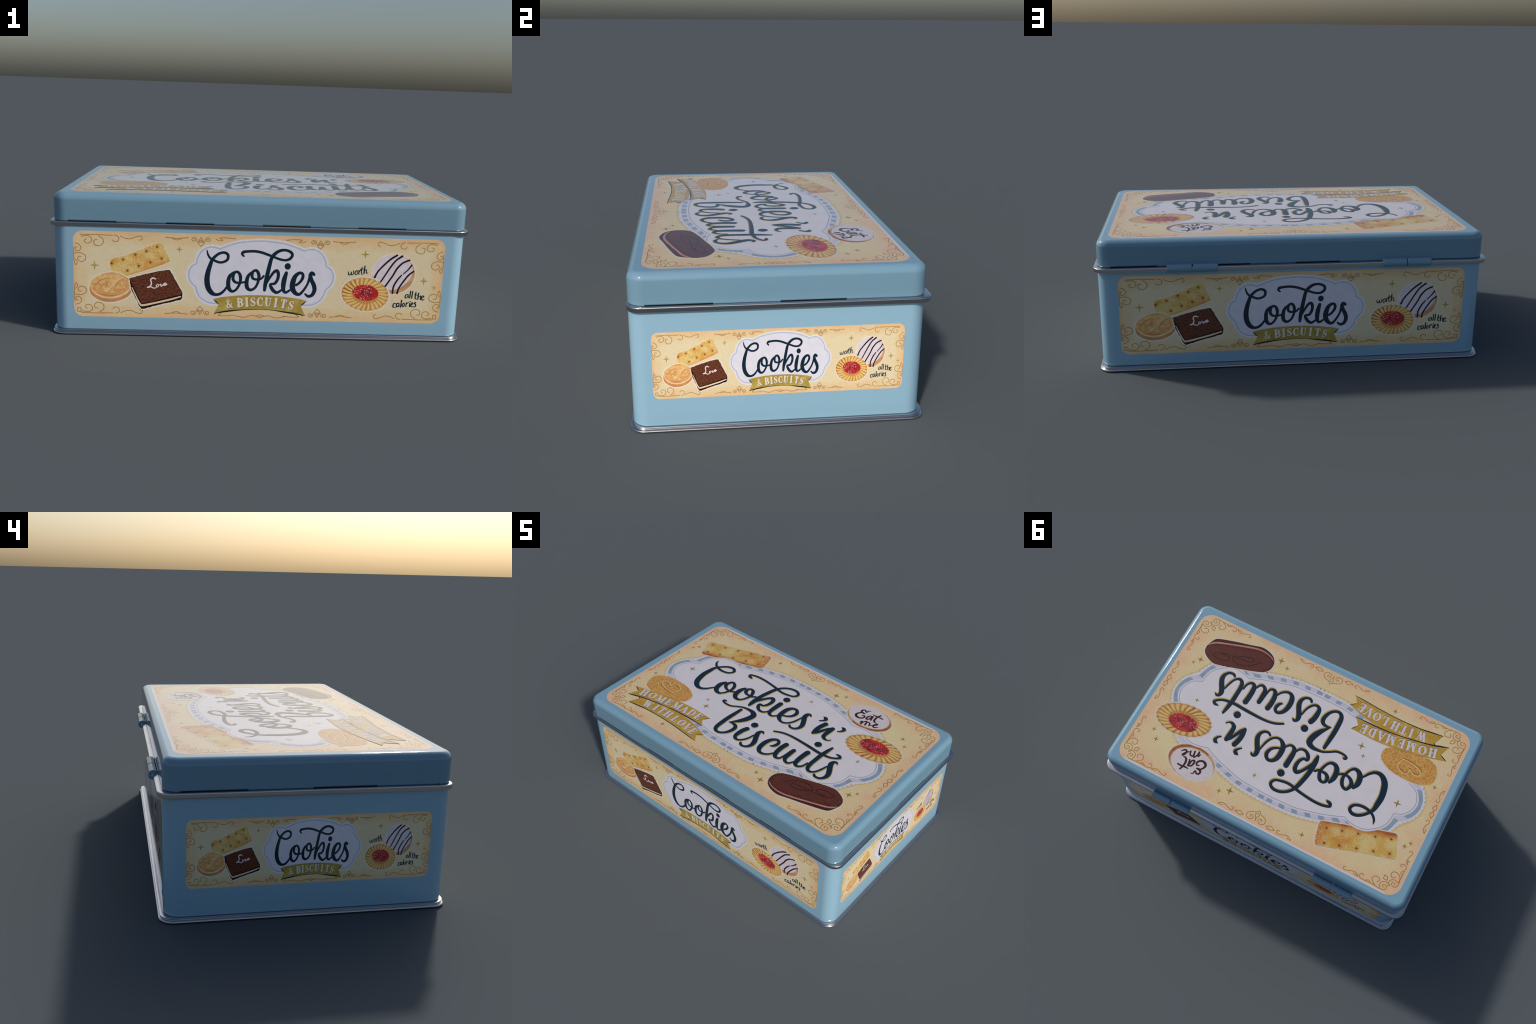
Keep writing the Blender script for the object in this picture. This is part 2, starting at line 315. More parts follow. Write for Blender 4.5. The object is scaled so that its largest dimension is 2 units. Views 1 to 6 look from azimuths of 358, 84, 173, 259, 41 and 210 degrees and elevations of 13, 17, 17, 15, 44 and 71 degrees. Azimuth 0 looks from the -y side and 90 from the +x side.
def jam_ring_print(name, k, frame, a, b, petals):
    """Piped shortbread ring: swirled ridges, toasted in the grooves."""
    cx, cy, ang = frame
    n = Nodes(name, GLOSS)
    u, v = n.xy((cx, cy, 0), ang, (a, b, 1))
    r = n.math("SQRT", n.math("ADD", n.math("MULTIPLY", u, u), n.math("MULTIPLY", v, v)))
    th = n.math("ADD", n.math("ARCTAN2", v, u), n.math("MULTIPLY", r, 0.35))
    th = n.math("ADD", th, n.math("MULTIPLY", n.noise(18, 2), 0.12))
    w = n.math("SINE", n.math("MULTIPLY", th, petals))
    w = n.math("ADD", w, n.math("MULTIPLY", n.math("SUBTRACT", n.noise(40, 3), 0.5), 2.2))
    col = n.mix(n.ramp(w, -0.9, 0.5), rgb(214, 154, 76, k), rgb(242, 208, 136, k))
    toast = n.math("MULTIPLY", n.ramp(n.noise(8, 2), 0.45, 0.7), n.ramp(w, 0.4, -0.9))
    col = n.mix(toast, col, rgb(178, 104, 38, k))
    col = n.mix(n.math("MULTIPLY", n.ramp(r, 0.86, 1.0), 0.55), col, rgb(188, 118, 44, k))
    col = n.mix(n.math("MULTIPLY", n.ramp(r, 0.62, 0.5), 0.6), col, rgb(196, 120, 52, k))
    return n.done(col)

def jam_print(name, k, size):
    n = Nodes(name, GLOSS)
    col = n.mix(n.ramp(n.noise(24, 3), 0.4, 0.65), rgb(204, 46, 40, k), rgb(150, 34, 48, k))
    grain = n.math("LESS_THAN", n.voronoi(size), 0.30)
    gate = n.ramp(n.noise(26, 2), 0.36, 0.56)
    return n.done(n.mix(n.math("MULTIPLY", n.math("MULTIPLY", grain, gate), 0.75), col, rgb(244, 206, 206, k)))

def crumb_print(name, k, a, b, scale, cell=False):
    n = Nodes(name, GLOSS)
    if cell:
        f = n.ramp(n.voronoi(scale), 0.25, 0.6)
    else:
        f = n.ramp(n.noise(scale, 4, 0.7), 0.36, 0.66)
    col = n.mix(f, rgb(*a, k), rgb(*b, k))
    return n.done(n.mix(n.math("MULTIPLY", n.ramp(n.noise(8, 2), 0.4, 0.7), 0.35), col,
                        rgb(int(b[0] * 0.9), int(b[1] * 0.86), int(b[2] * 0.8), k)))

# --------------------------------------------------------------------------
#  MESH BUILDERS
# --------------------------------------------------------------------------
def make_object(name, bm, mat, parent=None, smooth=None, kind=None):
    me = bpy.data.meshes.new(name)
    bm.normal_update()
    bm.to_mesh(me)
    bm.free()
    if mat:
        me.materials.append(mat)
    if smooth is not None:
        me.shade_smooth()
        me.set_sharp_from_angle(angle=math.radians(smooth))
    ob = bpy.data.objects.new(name, me)
    bpy.context.scene.collection.objects.link(ob)
    ob.parent = parent
    if kind:
        ob["kind"] = kind
    return ob

def rounded_rect(hx, hy, r, n=14, cx=0.0, cy=0.0):
    pts = []
    for sx, sy, a0 in ((1, 1, 0), (-1, 1, 90), (-1, -1, 180), (1, -1, 270)):
        for i in range(n + 1):
            a = math.radians(a0 + 90 * i / n)
            pts.append((cx + sx * (hx - r) + r * math.cos(a), cy + sy * (hy - r) + r * math.sin(a)))
    return pts

def loft_rect(bm, hx, hy, r, cy, profile, close=False, cap_top=False, cap_bottom=False):
    """Sweep a profile [(outward offset, z)] round a rounded rectangle."""
    rings = []
    for off, z in profile:
        rr = max(r + off, 0.004)
        rings.append([bm.verts.new((x, y, z)) for x, y in rounded_rect(hx + off, hy + off, rr, 14, 0, cy)])
    pairs = list(zip(rings, rings[1:])) + ([(rings[-1], rings[0])] if close else [])
    for lo, hi in pairs:
        m = len(lo)
        for i in range(m):
            j = (i + 1) % m
            bm.faces.new((lo[i], lo[j], hi[j], hi[i]))
    if cap_top:
        bm.faces.new(rings[-1])
    if cap_bottom:
        bm.faces.new(list(reversed(rings[0])))
    return rings

def fillet(o, z, r, a0, a1, n=6):
    """Arc of a profile round the centre (o, z)."""
    return [(o + r * math.cos(math.radians(a0 + (a1 - a0) * i / n)),
             z + r * math.sin(math.radians(a0 + (a1 - a0) * i / n))) for i in range(n + 1)]

def spline(pts, step, closed=False):
    """Catmull-Rom curve through pts (any number of components)."""
    n, out = len(pts), []
    segs = n if closed else n - 1
    get = (lambda i: pts[i % n]) if closed else (lambda i: pts[min(max(i, 0), n - 1)])
    for s in range(segs):
        p0, p1, p2, p3 = get(s - 1), get(s), get(s + 1), get(s + 2)
        k = max(2, int(math.dist(p1[:2], p2[:2]) / step))
        for i in range(k):
            t = i / k
            out.append(tuple(0.5 * (2 * b + (c - a) * t + (2 * a - 5 * b + 4 * c - d) * t * t
                                    + (3 * b - a - 3 * c + d) * t ** 3) for a, b, c, d in zip(p0, p1, p2, p3)))
    if not closed:
        out.append(tuple(pts[-1]))
    return out

def add_plate(bm, outline, z, depth=0.0012):
    """Flat printed piece: polygon at height z with its own edge."""
    area = sum(a[0] * b[1] - b[0] * a[1] for a, b in zip(outline, outline[1:] + outline[:1]))
    if area < 0:
        outline = outline[::-1]
    top = [bm.verts.new((x, y, z)) for x, y in outline]
    bot = [bm.verts.new((x, y, z - depth)) for x, y in outline]
    face = bm.faces.new(top)
    m = len(top)
    for i in range(m):
        j = (i + 1) % m
        bm.faces.new((bot[i], bot[j], top[j], top[i]))
    bmesh.ops.triangulate(bm, faces=[face])

def add_stroke(bm, pts, z, step=0.004, depth=0.0010, rise=0.00012, dx=0.0, dy=0.0, grow=0.0, straight=False):
    """Brush stroke of varying width through [(x, y, width)], round ends.
    It climbs by `rise` from start to end so that it may cross itself."""
    c = list(pts) if straight else spline(pts, step)
    m = len(c)
    def put(x, y, zz):
        return bm.verts.new((x + dx, y + dy, zz))
    L, R, LB, RB, T = [], [], [], [], []
    for i, (x, y, w) in enumerate(c):
        a, b = c[max(i - 1, 0)], c[min(i + 1, m - 1)]
        tx, ty = b[0] - a[0], b[1] - a[1]
        l = math.hypot(tx, ty) or 1.0
        nx, ny = -ty / l, tx / l
        h = max(w, 0.0006) * 0.5 + grow
        zz = z + rise * i / m
        L.append(put(x + nx * h, y + ny * h, zz))
        R.append(put(x - nx * h, y - ny * h, zz))
        LB.append(put(x + nx * h, y + ny * h, zz - depth))
        RB.append(put(x - nx * h, y - ny * h, zz - depth))
        T.append((tx / l, ty / l, h))
    for i in range(m - 1):
        bm.faces.new((L[i], R[i], R[i + 1], L[i + 1]))
        bm.faces.new((L[i + 1], LB[i + 1], LB[i], L[i]))
        bm.faces.new((R[i], RB[i], RB[i + 1], R[i + 1]))
    for k, sgn in ((0, -1), (m - 1, 1)):                       # round caps
        x, y, _ = c[k]
        tx, ty, h = T[k]
        base = math.atan2(ty * sgn, tx * sgn)
        zz = L[k].co.z
        arc = [(math.cos(base + math.radians(d)) * h + x, math.sin(base + math.radians(d)) * h + y)
               for d in (-60, -30, 0, 30, 60)]
        first, last = (R, L) if sgn > 0 else (L, R)
        fb, lb = (RB, LB) if sgn > 0 else (LB, RB)
        top = [first[k]] + [put(px, py, zz) for px, py in arc] + [last[k]]
        bot = [fb[k]] + [put(px, py, zz - depth) for px, py in arc] + [lb[k]]
        bm.faces.new(top)
        for i in range(len(top) - 1):
            bm.faces.new((bot[i], bot[i + 1], top[i + 1], top[i]))

def scaled(rows, k=MM):
    return [tuple(v * k for v in r) for r in rows]

def ellipse(cx, cy, a, b, angle=0.0, n=64, lobes=0, amp=0.0):
    out = []
    for i in range(n):
        t = 2 * math.pi * i / n
        s = 1 + (amp * abs(math.sin(lobes * t / 2)) if lobes else 0)
        x, y = a * s * math.cos(t), b * s * math.sin(t)
        out.append((cx + x * math.cos(angle) - y * math.sin(angle), cy + x * math.sin(angle) + y * math.cos(angle)))
    return out

def outset(outline, d):
    """Outline pushed outwards by d along its averaged normals."""
    m = len(outline)
    area = sum(a[0] * b[1] - b[0] * a[1] for a, b in zip(outline, outline[1:] + outline[:1]))
    s = 1 if area > 0 else -1
    out = []
    for i, (x, y) in enumerate(outline):
        a, b = outline[i - 1], outline[(i + 1) % m]
        tx, ty = b[0] - a[0], b[1] - a[1]
        l = math.hypot(tx, ty) or 1.0
        out.append((x + s * ty / l * d, y - s * tx / l * d))
    return out

def jitter(outline, amp, freq):
    return [(x + amp * noise.noise((x * freq, y * freq, 1.3)), y + amp * noise.noise((x * freq, y * freq, 7.7))) for x, y in outline]

def star(cx, cy, r, tilt=0.12):
    out = []
    for i in range(8):
        a = tilt + i * math.pi / 4
        q = r if i % 2 == 0 else r * 0.27
        out.append((cx + q * math.cos(a), cy + q * math.sin(a) * 1.05))
    return out

# --------------------------------------------------------------------------
#  SERIF CAPITALS  (drawn in a unit-high box: stems, hairlines, bowls, serifs)
# --------------------------------------------------------------------------
def glyph(ch):
    K, H = 0.27, 0.11                       # stem and hairline widths
    st = lambda x, k=K: [(x, 0, k), (x, 1, k)]
    sf = lambda x, y, w=0.19: [(x - w, y, H), (x + w, y, H)]
    bar = lambda x0, x1, y: [(x0, y, H), (x1, y, H)]
    tick = lambda x, y0, y1: [(x, y0, H), (x, y1, H)]
    def bowl(cx, cy, rx, ry, a0, a1):
        n = 12
        return [(cx + rx * math.cos(math.radians(a0 + (a1 - a0) * i / n)),
                 cy + ry * math.sin(math.radians(a0 + (a1 - a0) * i / n)),
                 H + (K - H) * abs(math.cos(math.radians(a0 + (a1 - a0) * i / n))) ** 1.5) for i in range(n + 1)]
    table = {
        "H": [st(.22), st(.78), bar(.22, .78, .5), sf(.22, 0), sf(.22, 1), sf(.78, 0), sf(.78, 1)],
        "O": [bowl(.5, .5, .38, .5, 0, 180), bowl(.5, .5, .38, .5, 180, 360)],
        "M": [st(.12, H), st(.88), [(.12, 1, K), (.48, .1, K)], [(.48, .1, H), (.86, 1, H)], sf(.12, 0, .14), sf(.12, 1, .12), sf(.88, 0), sf(.88, 1, .14)],
        "E": [st(.28), bar(.12, .8, 0), bar(.12, .78, 1), bar(.28, .6, .5), tick(.8, 0, .22), tick(.78, .8, 1), tick(.6, .38, .62)],
        "A": [[(.12, 0, H), (.46, 1, H)], [(.46, 1, K), (.82, 0, K)], bar(.24, .7, .34), sf(.12, 0, .14), sf(.82, 0)],
        "D": [st(.26), bar(.1, .5, 0), bar(.1, .5, 1), bowl(.45, .5, .4, .5, -90, 90)],
        "W": [[(.04, 1, K), (.3, 0, K)], [(.3, 0, H), (.5, .9, H)], [(.5, .9, K), (.72, 0, K)], [(.72, 0, H), (.97, 1, H)], sf(.04, 1, .15), sf(.97, 1, .12)],
        "I": [st(.5), sf(.5, 0), sf(.5, 1)],
        "T": [st(.5), bar(.12, .88, 1), tick(.12, .76, 1), tick(.88, .76, 1), sf(.5, 0)],
        "L": [st(.3), sf(.3, 1), bar(.12, .82, 0), tick(.82, 0, .28)],
        "V": [[(.14, 1, K), (.5, 0, K)], [(.5, 0, H), (.86, 1, H)], sf(.14, 1, .17), sf(.86, 1, .13)],
        "B": [st(.26), bar(.1, .5, 0), bar(.1, .48, 1), bar(.26, .5, .52), bowl(.48, .77, .27, .23, -90, 90), bowl(.48, .26, .33, .26, -90, 90)],
        "S": [[(.76, .78, H), (.72, .95, H), (.48, 1, .1), (.24, .84, .16), (.36, .6, K), (.64, .44, K), (.76, .22, .17), (.5, 0, .1), (.26, .06, H), (.2, .26, H)]],
        "C": [bowl(.54, .5, .4, .5, 55, 180), bowl(.54, .5, .4, .5, 180, 305), tick(.8, .74, .96)],
        "U": [[(.24, 1, K), (.24, .35, K), (.34, .06, .16), (.52, 0, .1), (.7, .08, H), (.78, .35, H), (.78, 1, H)], sf(.24, 1), sf(.78, 1, .14)],
        "&": [[(.95, .5, H), (.74, .16, .1), (.44, 0, .14), (.2, .2, .17), (.36, .5, .12), (.62, .78, H), (.48, 1, .1), (.32, .8, .13), (.5, .45, .18), (.92, 0, .16)]],
    }
    return table[ch]

def add_word(bm, text, centres, height, z, width=0.92, dx=0.0, dy=0.0, lean=0.0):
    """Capitals centred on given points, each turned along the line they make."""
    for i, ch in enumerate(text):
        if ch == " ":
            continue
        a, b = centres[max(i - 1, 0)], centres[min(i + 1, len(centres) - 1)]
        ang = math.atan2(b[1] - a[1], b[0] - a[0]) + lean
        ca, sa = math.cos(ang), math.sin(ang)
        cx, cy = centres[i]
        for k, s in enumerate(glyph(ch)):
            rows = []
            for u, v, w in s:
                px, py = (u - 0.5) * height * width, (v - 0.5) * height
                rows.append((cx + px * ca - py * sa, cy + px * sa + py * ca, w * height))
            add_stroke(bm, rows, z + k * 0.000008, 0.004, 0.0006, 0.000006, dx, dy)

# --------------------------------------------------------------------------
#  THE TIN
# --------------------------------------------------------------------------
tin = bpy.data.objects.new("biscuit_tin", None)
tin["label"] = "pale blue hinged biscuit tin with printed cream labels"
tin["category"] = "biscuit tin"
bpy.context.scene.collection.objects.link(tin)

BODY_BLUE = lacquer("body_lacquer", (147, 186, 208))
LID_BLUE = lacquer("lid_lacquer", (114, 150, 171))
STEEL = steel("bright_steel")
DARK = plain("blackened_gap_shadow", (16, 20, 24), rough=0.6)

BODY = dict(hx=0.9842, hy=0.6033, r=0.070, cy=-0.0150)
LIDR = dict(hx=0.9838, hy=0.6028, r=0.065, cy=-0.0150)
FOOT = dict(hx=0.9967, hy=0.6190, r=0.064, cy=-0.0110)
RIM = dict(hx=1.0000, hy=0.6160, r=0.059, cy=-0.0060)
TOP = 0.6834

# --- body: straight wall, tucked in above the foot, shouldered under the rim
bm = bmesh.new()
prof = [(-0.012, 0.008), (-0.012, 0.0225)] + fillet(-0.0065, 0.0290, 0.0065, -75, 0, 5) + \
       [(0.0, 0.10), (0.0, 0.20), (0.0, 0.30), (0.0, 0.40), (0.0, 0.50), (0.0, 0.5440), (-0.006, 0.5460)]
loft_rect(bm, profile=prof, cap_bottom=True, cap_top=True, **BODY)
make_object("body", bm, BODY_BLUE, tin, 40)

# --- collar of the body: blue where the lid nearly meets the rim, then a ring coloured near-black for the slots' shadow
bm = bmesh.new()
loft_rect(bm, profile=[(-0.0045, 0.543), (-0.0045, 0.5490), (-0.0085, 0.5493)], **BODY)
make_object("collar", bm, LID_BLUE, tin, 40)
bm = bmesh.new()
loft_rect(bm, profile=[(-0.0085, 0.5480), (-0.0085, 0.575)], cap_top=True, **BODY)
make_object("blackened_gap_shadow", bm, DARK, tin, 40)

# --- foot: two rolled steel lips, one over the other
bm = bmesh.new()
prof = [(-0.05, 0.0), (-0.004, 0.0)] + fillet(-0.0035, 0.0045, 0.0045, -90, 60, 5) + \
       [(-0.0035, 0.0098), (-0.0060, 0.0104), (-0.0062, 0.0118)] + fillet(-0.0075, 0.0135, 0.0014, -60, 60, 3) + \
       [(-0.0085, 0.0152), (-0.0075, 0.0172)] + fillet(-0.0072, 0.0195, 0.0024, -50, 90, 4) + [(-0.0200, 0.0222), (-0.05, 0.0222)]
loft_rect(bm, profile=prof, close=True, **FOOT)
make_object("foot_flange", bm, STEEL, tin, 30)

# --- rim: flat steel band standing out under the lid
bm = bmesh.new()
prof = [(-0.045, 0.5290), (-0.006, 0.5275)] + fillet(-0.0025, 0.5300, 0.0025, -90, 0, 4) + \
       [(0.0, 0.5440)] + fillet(-0.0045, 0.5445, 0.0045, 0, 80, 5) + [(-0.0150, 0.5495), (-0.045, 0.5497)]
loft_rect(bm, profile=prof, close=True, **RIM)
make_object("rim", bm, STEEL, tin, 32)

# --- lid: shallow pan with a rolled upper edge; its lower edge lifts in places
R_TOP = 0.035
LOW, LIFT = 0.5498, 0.5530
def lifted(x, y):
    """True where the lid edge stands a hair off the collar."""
    cy = LIDR["cy"]
    if y < cy - 0.59:
        s = (x + 0.912) % 0.4567
        return s < 0.228 and -0.93 < x < 0.72
    if y > cy + 0.59:
        s = (0.913 - x) % 0.4567
        return s < 0.228 and -0.72 < x < 0.93
    if x > 0.97:
        s = (y + 0.547) % 0.533
        return s < 0.266 and y < 0.5
    if x < -0.97:
        s = (0.52 - y) % 0.533
        return s < 0.268 and y > -0.55
    return False

def lid_ring():
    """Corner arcs plus doubled points along the edges where the lift starts and stops."""
    pts = rounded_rect(LIDR["hx"], LIDR["hy"], LIDR["r"], 14, 0, LIDR["cy"])
    dense = []
    for a, b in zip(pts, pts[1:] + pts[:1]):
        dense.append(a)
        l = math.dist(a, b)
        if l > 0.3:
            stops = []
            n = 2000
            was = lifted(*a)
            for i in range(1, n):
                p = (a[0] + (b[0] - a[0]) * i / n, a[1] + (b[1] - a[1]) * i / n)
                now = lifted(*p)
                if now != was:
                    stops += [(i - 0.8) / n, (i + 0.8) / n]
                was = now
            for t in stops:
                dense.append((a[0] + (b[0] - a[0]) * t, a[1] + (b[1] - a[1]) * t))
    return dense

bm = bmesh.new()
base_ring = lid_ring()
prof = [(-0.0060, 0.0), (-0.0022, 0.0010), (0.0, 0.0052), (0.0, 0.035), (0.0, TOP - R_TOP * 0.985 - LOW)] + \
       [(o, z - LOW) for o, z in fillet(-R_TOP, TOP - R_TOP * 0.985, R_TOP, 0, 80, 14)[1:]] + [(-0.040, TOP - LOW)]
rings = []
for k, (off, dz) in enumerate(prof):
    ring = []
    for x, y in base_ring:
        cx = math.copysign(LIDR["hx"] - LIDR["r"], x)
        cy = LIDR["cy"] + math.copysign(LIDR["hy"] - LIDR["r"], y - LIDR["cy"])
        ux, uy = (x - cx), (y - cy)
        ux = ux if (ux > 0) == (x > 0) else 0.0
        uy = uy if (uy > 0) == (y > LIDR["cy"]) else 0.0
        l = math.hypot(ux, uy) or 1.0
        up = (LIFT - LOW) if (k < 3 and lifted(x, y)) else 0.0
        ring.append(bm.verts.new((x + ux / l * off, y + uy / l * off, LOW + dz + up)))
    rings.append(ring)
for lo, hi in zip(rings, rings[1:]):
    m = len(lo)
    for i in range(m):
        j = (i + 1) % m
        bm.faces.new((lo[i], lo[j], hi[j], hi[i]))
bm.faces.new(rings[-1])
make_object("lid", bm, LID_BLUE, tin, 8.5)

# --- hinges: two rolled knuckles on a pin, with a leaf lapping on to the lid
def tube(bm, x0, x1, y, z, r_out, r_in, n=28, bev=0.003):
    prof = [(x0, r_in), (x0, r_out - bev), (x0 + bev, r_out), (x1 - bev, r_out), (x1, r_out - bev), (x1, r_in)]
    rings = [[bm.verts.new((px, y + r * math.cos(2 * math.pi * i / n), z + r * math.sin(2 * math.pi * i / n)))
              for i in range(n)] for px, r in prof]
    for lo, hi in zip(rings, rings[1:] + rings[:1]):
        for i in range(n):
            j = (i + 1) % n
            bm.faces.new((lo[i], hi[i], hi[j], lo[j]))

for cx in (0.5147, -0.5680):
    hinge = bpy.data.objects.new("hinge", None)
    bpy.context.scene.collection.objects.link(hinge)
    hinge.parent = tin
    for x0, x1 in ((cx - 0.1255, cx - 0.0025), (cx + 0.0025, cx + 0.1255)):
        bm = bmesh.new()
        tube(bm, x0, x1, 0.6093, 0.5438, 0.0213, 0.0066)
        make_object("hinge_knuckle", bm, LID_BLUE, hinge, 35)
        bm = bmesh.new()                                  # leaf lapping against the lid
        leaf = [bm.verts.new((x0, y, z)) for y, z in [(0.578, 0.530), (0.5900, 0.530), (0.5900, 0.557)] \
                + [(0.5900 - 0.0040 * (1 - math.cos(a)), 0.5580 + 0.0060 * math.sin(a)) for a in (0.4, 0.8, 1.2, 1.57)] + [(0.578, 0.564)]]
        leaf2 = [bm.verts.new((x1, v.co.y, v.co.z)) for v in leaf]
        bm.faces.new(leaf[::-1])
        bm.faces.new(leaf2)
        for i in range(len(leaf)):
            j = (i + 1) % len(leaf)
            bm.faces.new((leaf[i], leaf[j], leaf2[j], leaf2[i]))
        bmesh.ops.recalc_face_normals(bm, faces=bm.faces)
        make_object("hinge_leaf", bm, LID_BLUE, hinge, 35)
    bm = bmesh.new()
    tube(bm, cx - 0.1330, cx + 0.1330, 0.6093, 0.5438, 0.0064, 0.0008, 16, 0.002)
    make_object("hinge_pin", bm, STEEL, hinge, 35)

# --------------------------------------------------------------------------
#  LID LABEL
# --------------------------------------------------------------------------
LX, LY = 0.9235, 0.5485                      # half size of the lid label
PX, PY = 0.0025, 0.0030                      # its centre relative to the artwork
U = 0.00005                                  # height of one printed layer

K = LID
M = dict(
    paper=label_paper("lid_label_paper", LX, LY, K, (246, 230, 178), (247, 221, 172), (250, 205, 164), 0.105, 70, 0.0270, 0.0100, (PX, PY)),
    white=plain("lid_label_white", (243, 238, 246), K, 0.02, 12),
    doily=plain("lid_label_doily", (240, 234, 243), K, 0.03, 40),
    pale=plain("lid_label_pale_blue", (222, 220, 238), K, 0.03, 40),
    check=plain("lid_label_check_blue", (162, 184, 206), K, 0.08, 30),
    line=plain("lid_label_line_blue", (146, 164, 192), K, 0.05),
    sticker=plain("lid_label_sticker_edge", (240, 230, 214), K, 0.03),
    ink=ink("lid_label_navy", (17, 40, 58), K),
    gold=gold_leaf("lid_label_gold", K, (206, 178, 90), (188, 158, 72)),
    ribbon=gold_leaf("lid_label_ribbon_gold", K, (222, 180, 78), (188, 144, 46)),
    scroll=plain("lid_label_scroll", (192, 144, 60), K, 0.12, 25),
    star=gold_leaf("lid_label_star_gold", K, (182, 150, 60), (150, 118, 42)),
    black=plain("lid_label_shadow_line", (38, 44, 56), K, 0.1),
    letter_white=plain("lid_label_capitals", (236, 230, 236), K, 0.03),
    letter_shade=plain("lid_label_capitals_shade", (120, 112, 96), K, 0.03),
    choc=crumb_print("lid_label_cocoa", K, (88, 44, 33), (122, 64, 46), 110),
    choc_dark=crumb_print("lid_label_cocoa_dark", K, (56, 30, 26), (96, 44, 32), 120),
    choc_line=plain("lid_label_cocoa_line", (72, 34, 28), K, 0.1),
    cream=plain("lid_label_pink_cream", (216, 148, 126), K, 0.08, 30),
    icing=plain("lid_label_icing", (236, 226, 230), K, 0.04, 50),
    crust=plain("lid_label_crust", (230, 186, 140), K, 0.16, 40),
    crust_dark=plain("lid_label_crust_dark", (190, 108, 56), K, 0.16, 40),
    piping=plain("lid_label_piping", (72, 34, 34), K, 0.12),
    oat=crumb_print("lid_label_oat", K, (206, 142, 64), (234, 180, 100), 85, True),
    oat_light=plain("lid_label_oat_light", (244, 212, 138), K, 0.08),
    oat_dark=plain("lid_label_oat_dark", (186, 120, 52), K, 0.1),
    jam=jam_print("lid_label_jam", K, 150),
)

def plates(name, items, mat, parent, kind=None):
    bm = bmesh.new()
    for outline, z in items:
        add_plate(bm, outline, z)
    return make_object(name, bm, M[mat] if isinstance(mat, str) else mat, parent, None, kind)

def strokes(name, items, mat, parent, kind=None, **kw):
    bm = bmesh.new()
    for pts, z in items:
        square = len(pts) == 5 and pts[0] == pts[-1]       # lozenges keep sharp corners
        for part in (zip(pts, pts[1:]) if square else [pts]):
            add_stroke(bm, list(part), z, straight=square, **kw)
    return make_object(name, bm, M[mat] if isinstance(mat, str) else mat, parent, None, kind)

lid_label = plates("lid_label", [(rounded_rect(LX, LY, 0.078, 14, PX, PY), 3 * U)], "paper", tin)
lid_label.location = (0.003, -0.0155, TOP)

# -- doily: an oval plaque with three lobes at each end, scalloped lace round it
QUARTER = [(0, 352), (90, 349), (180, 343), (300, 315), (390, 286), (456, 258),
           (490, 270), (550, 277), (602, 265), (645, 237), (680, 200), (697, 155), (702, 105),
           (745, 87), (776, 50), (790, 0)]
BREAKS = (456, 702)                          # concave corners between lobes

def plaque_outline(quarter, breaks, step):
    segs, cur = [], []
    for p in quarter:
        cur.append(p)
        if p[0] in breaks:
            segs.append(cur)
            cur = [p]
    segs.append(cur)
    arc = []
    for i, s in enumerate(segs):
        ext = list(s)
        if i == 0:
            ext = [(-x, y) for x, y in s[1:3][::-1]] + s
        if i == len(segs) - 1:
            ext = ext + [(x, -y) for x, y in s[:-1][::-1][:2]]
        c = spline(scaled(ext), step)
        c = [p for p in c if p[0] >= -1e-6 and p[1] >= -1e-6]
        arc += c if not arc else c[1:]
    q1 = arc                                            # top centre -> right end
    q4 = [(x, -y) for x, y in q1[::-1]][1:]
    right = q1 + q4                                     # top -> right -> bottom
    left = [(-x, y) for x, y in right[::-1]][1:-1]
    return right + left

def polar_grow(outline, d, smooth=0):
    """Outline grown by distance d, staying star-shaped about the centre."""
    out = []
    for x, y in outline:
        r = math.hypot(x, y)
        ux, uy = x / r, y / r
        lo, hi = r, r + 3 * d
        near = [p for p in outline if abs(p[0] - x) < 5 * d + 0.02 and abs(p[1] - y) < 5 * d + 0.02]
        for _ in range(18):
            mid = (lo + hi) / 2
            px, py = ux * mid, uy * mid
            if min(math.hypot(px - q[0], py - q[1]) for q in near) < d:
                lo = mid
            else:
                hi = mid
        out.append((ux * lo, uy * lo))
    for _ in range(smooth):
        out = [tuple((out[i - 1][k] + 2 * out[i][k] + out[(i + 1) % len(out)][k]) / 4 for k in (0, 1)) for i in range(len(out))]
    return out

def even(outline, step):
    """Resample a closed outline at equal arc steps."""
    pts = outline + outline[:1]
    total = sum(math.dist(a, b) for a, b in zip(pts, pts[1:]))
    n = int(total / step)
    out, acc, i = [], 0.0, 0
    for k in range(n):
        want = total * k / n
        while acc + math.dist(pts[i], pts[i + 1]) < want:
            acc += math.dist(pts[i], pts[i + 1])
            i += 1
        l = math.dist(pts[i], pts[i + 1]) or 1.0
        t = (want - acc) / l
        out.append((pts[i][0] + (pts[i + 1][0] - pts[i][0]) * t, pts[i][1] + (pts[i + 1][1] - pts[i][1]) * t))
    return out

plaque = plaque_outline(QUARTER, BREAKS, 0.010)
rim_in = polar_grow(plaque, 0.0110)
band_out = polar_grow(plaque, 0.0335, 4)
lace = even(polar_grow(plaque, 0.0455, 16), 0.0266 / 8)
scallop = []
o = outset(lace, 1.0)
for i, ((x, y), (nx, ny)) in enumerate(zip(lace, o)):
    h = 0.0085 * abs(math.sin(math.pi * i / 8)) ** 0.7
    scallop.append((x + (nx - x) * h, y + (ny - y) * h))
for d, z, tone in ((0.0200, 3.4, 0), (0.0155, 3.6, 1), (0.0115, 3.8, 2)):  # soft shadow round the lace, painted as three stepped cream rings
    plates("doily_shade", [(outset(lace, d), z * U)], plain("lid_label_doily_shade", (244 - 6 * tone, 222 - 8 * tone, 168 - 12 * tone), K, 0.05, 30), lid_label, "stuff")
plates("doily_lace", [(scallop, 4.4 * U)], "doily", lid_label)
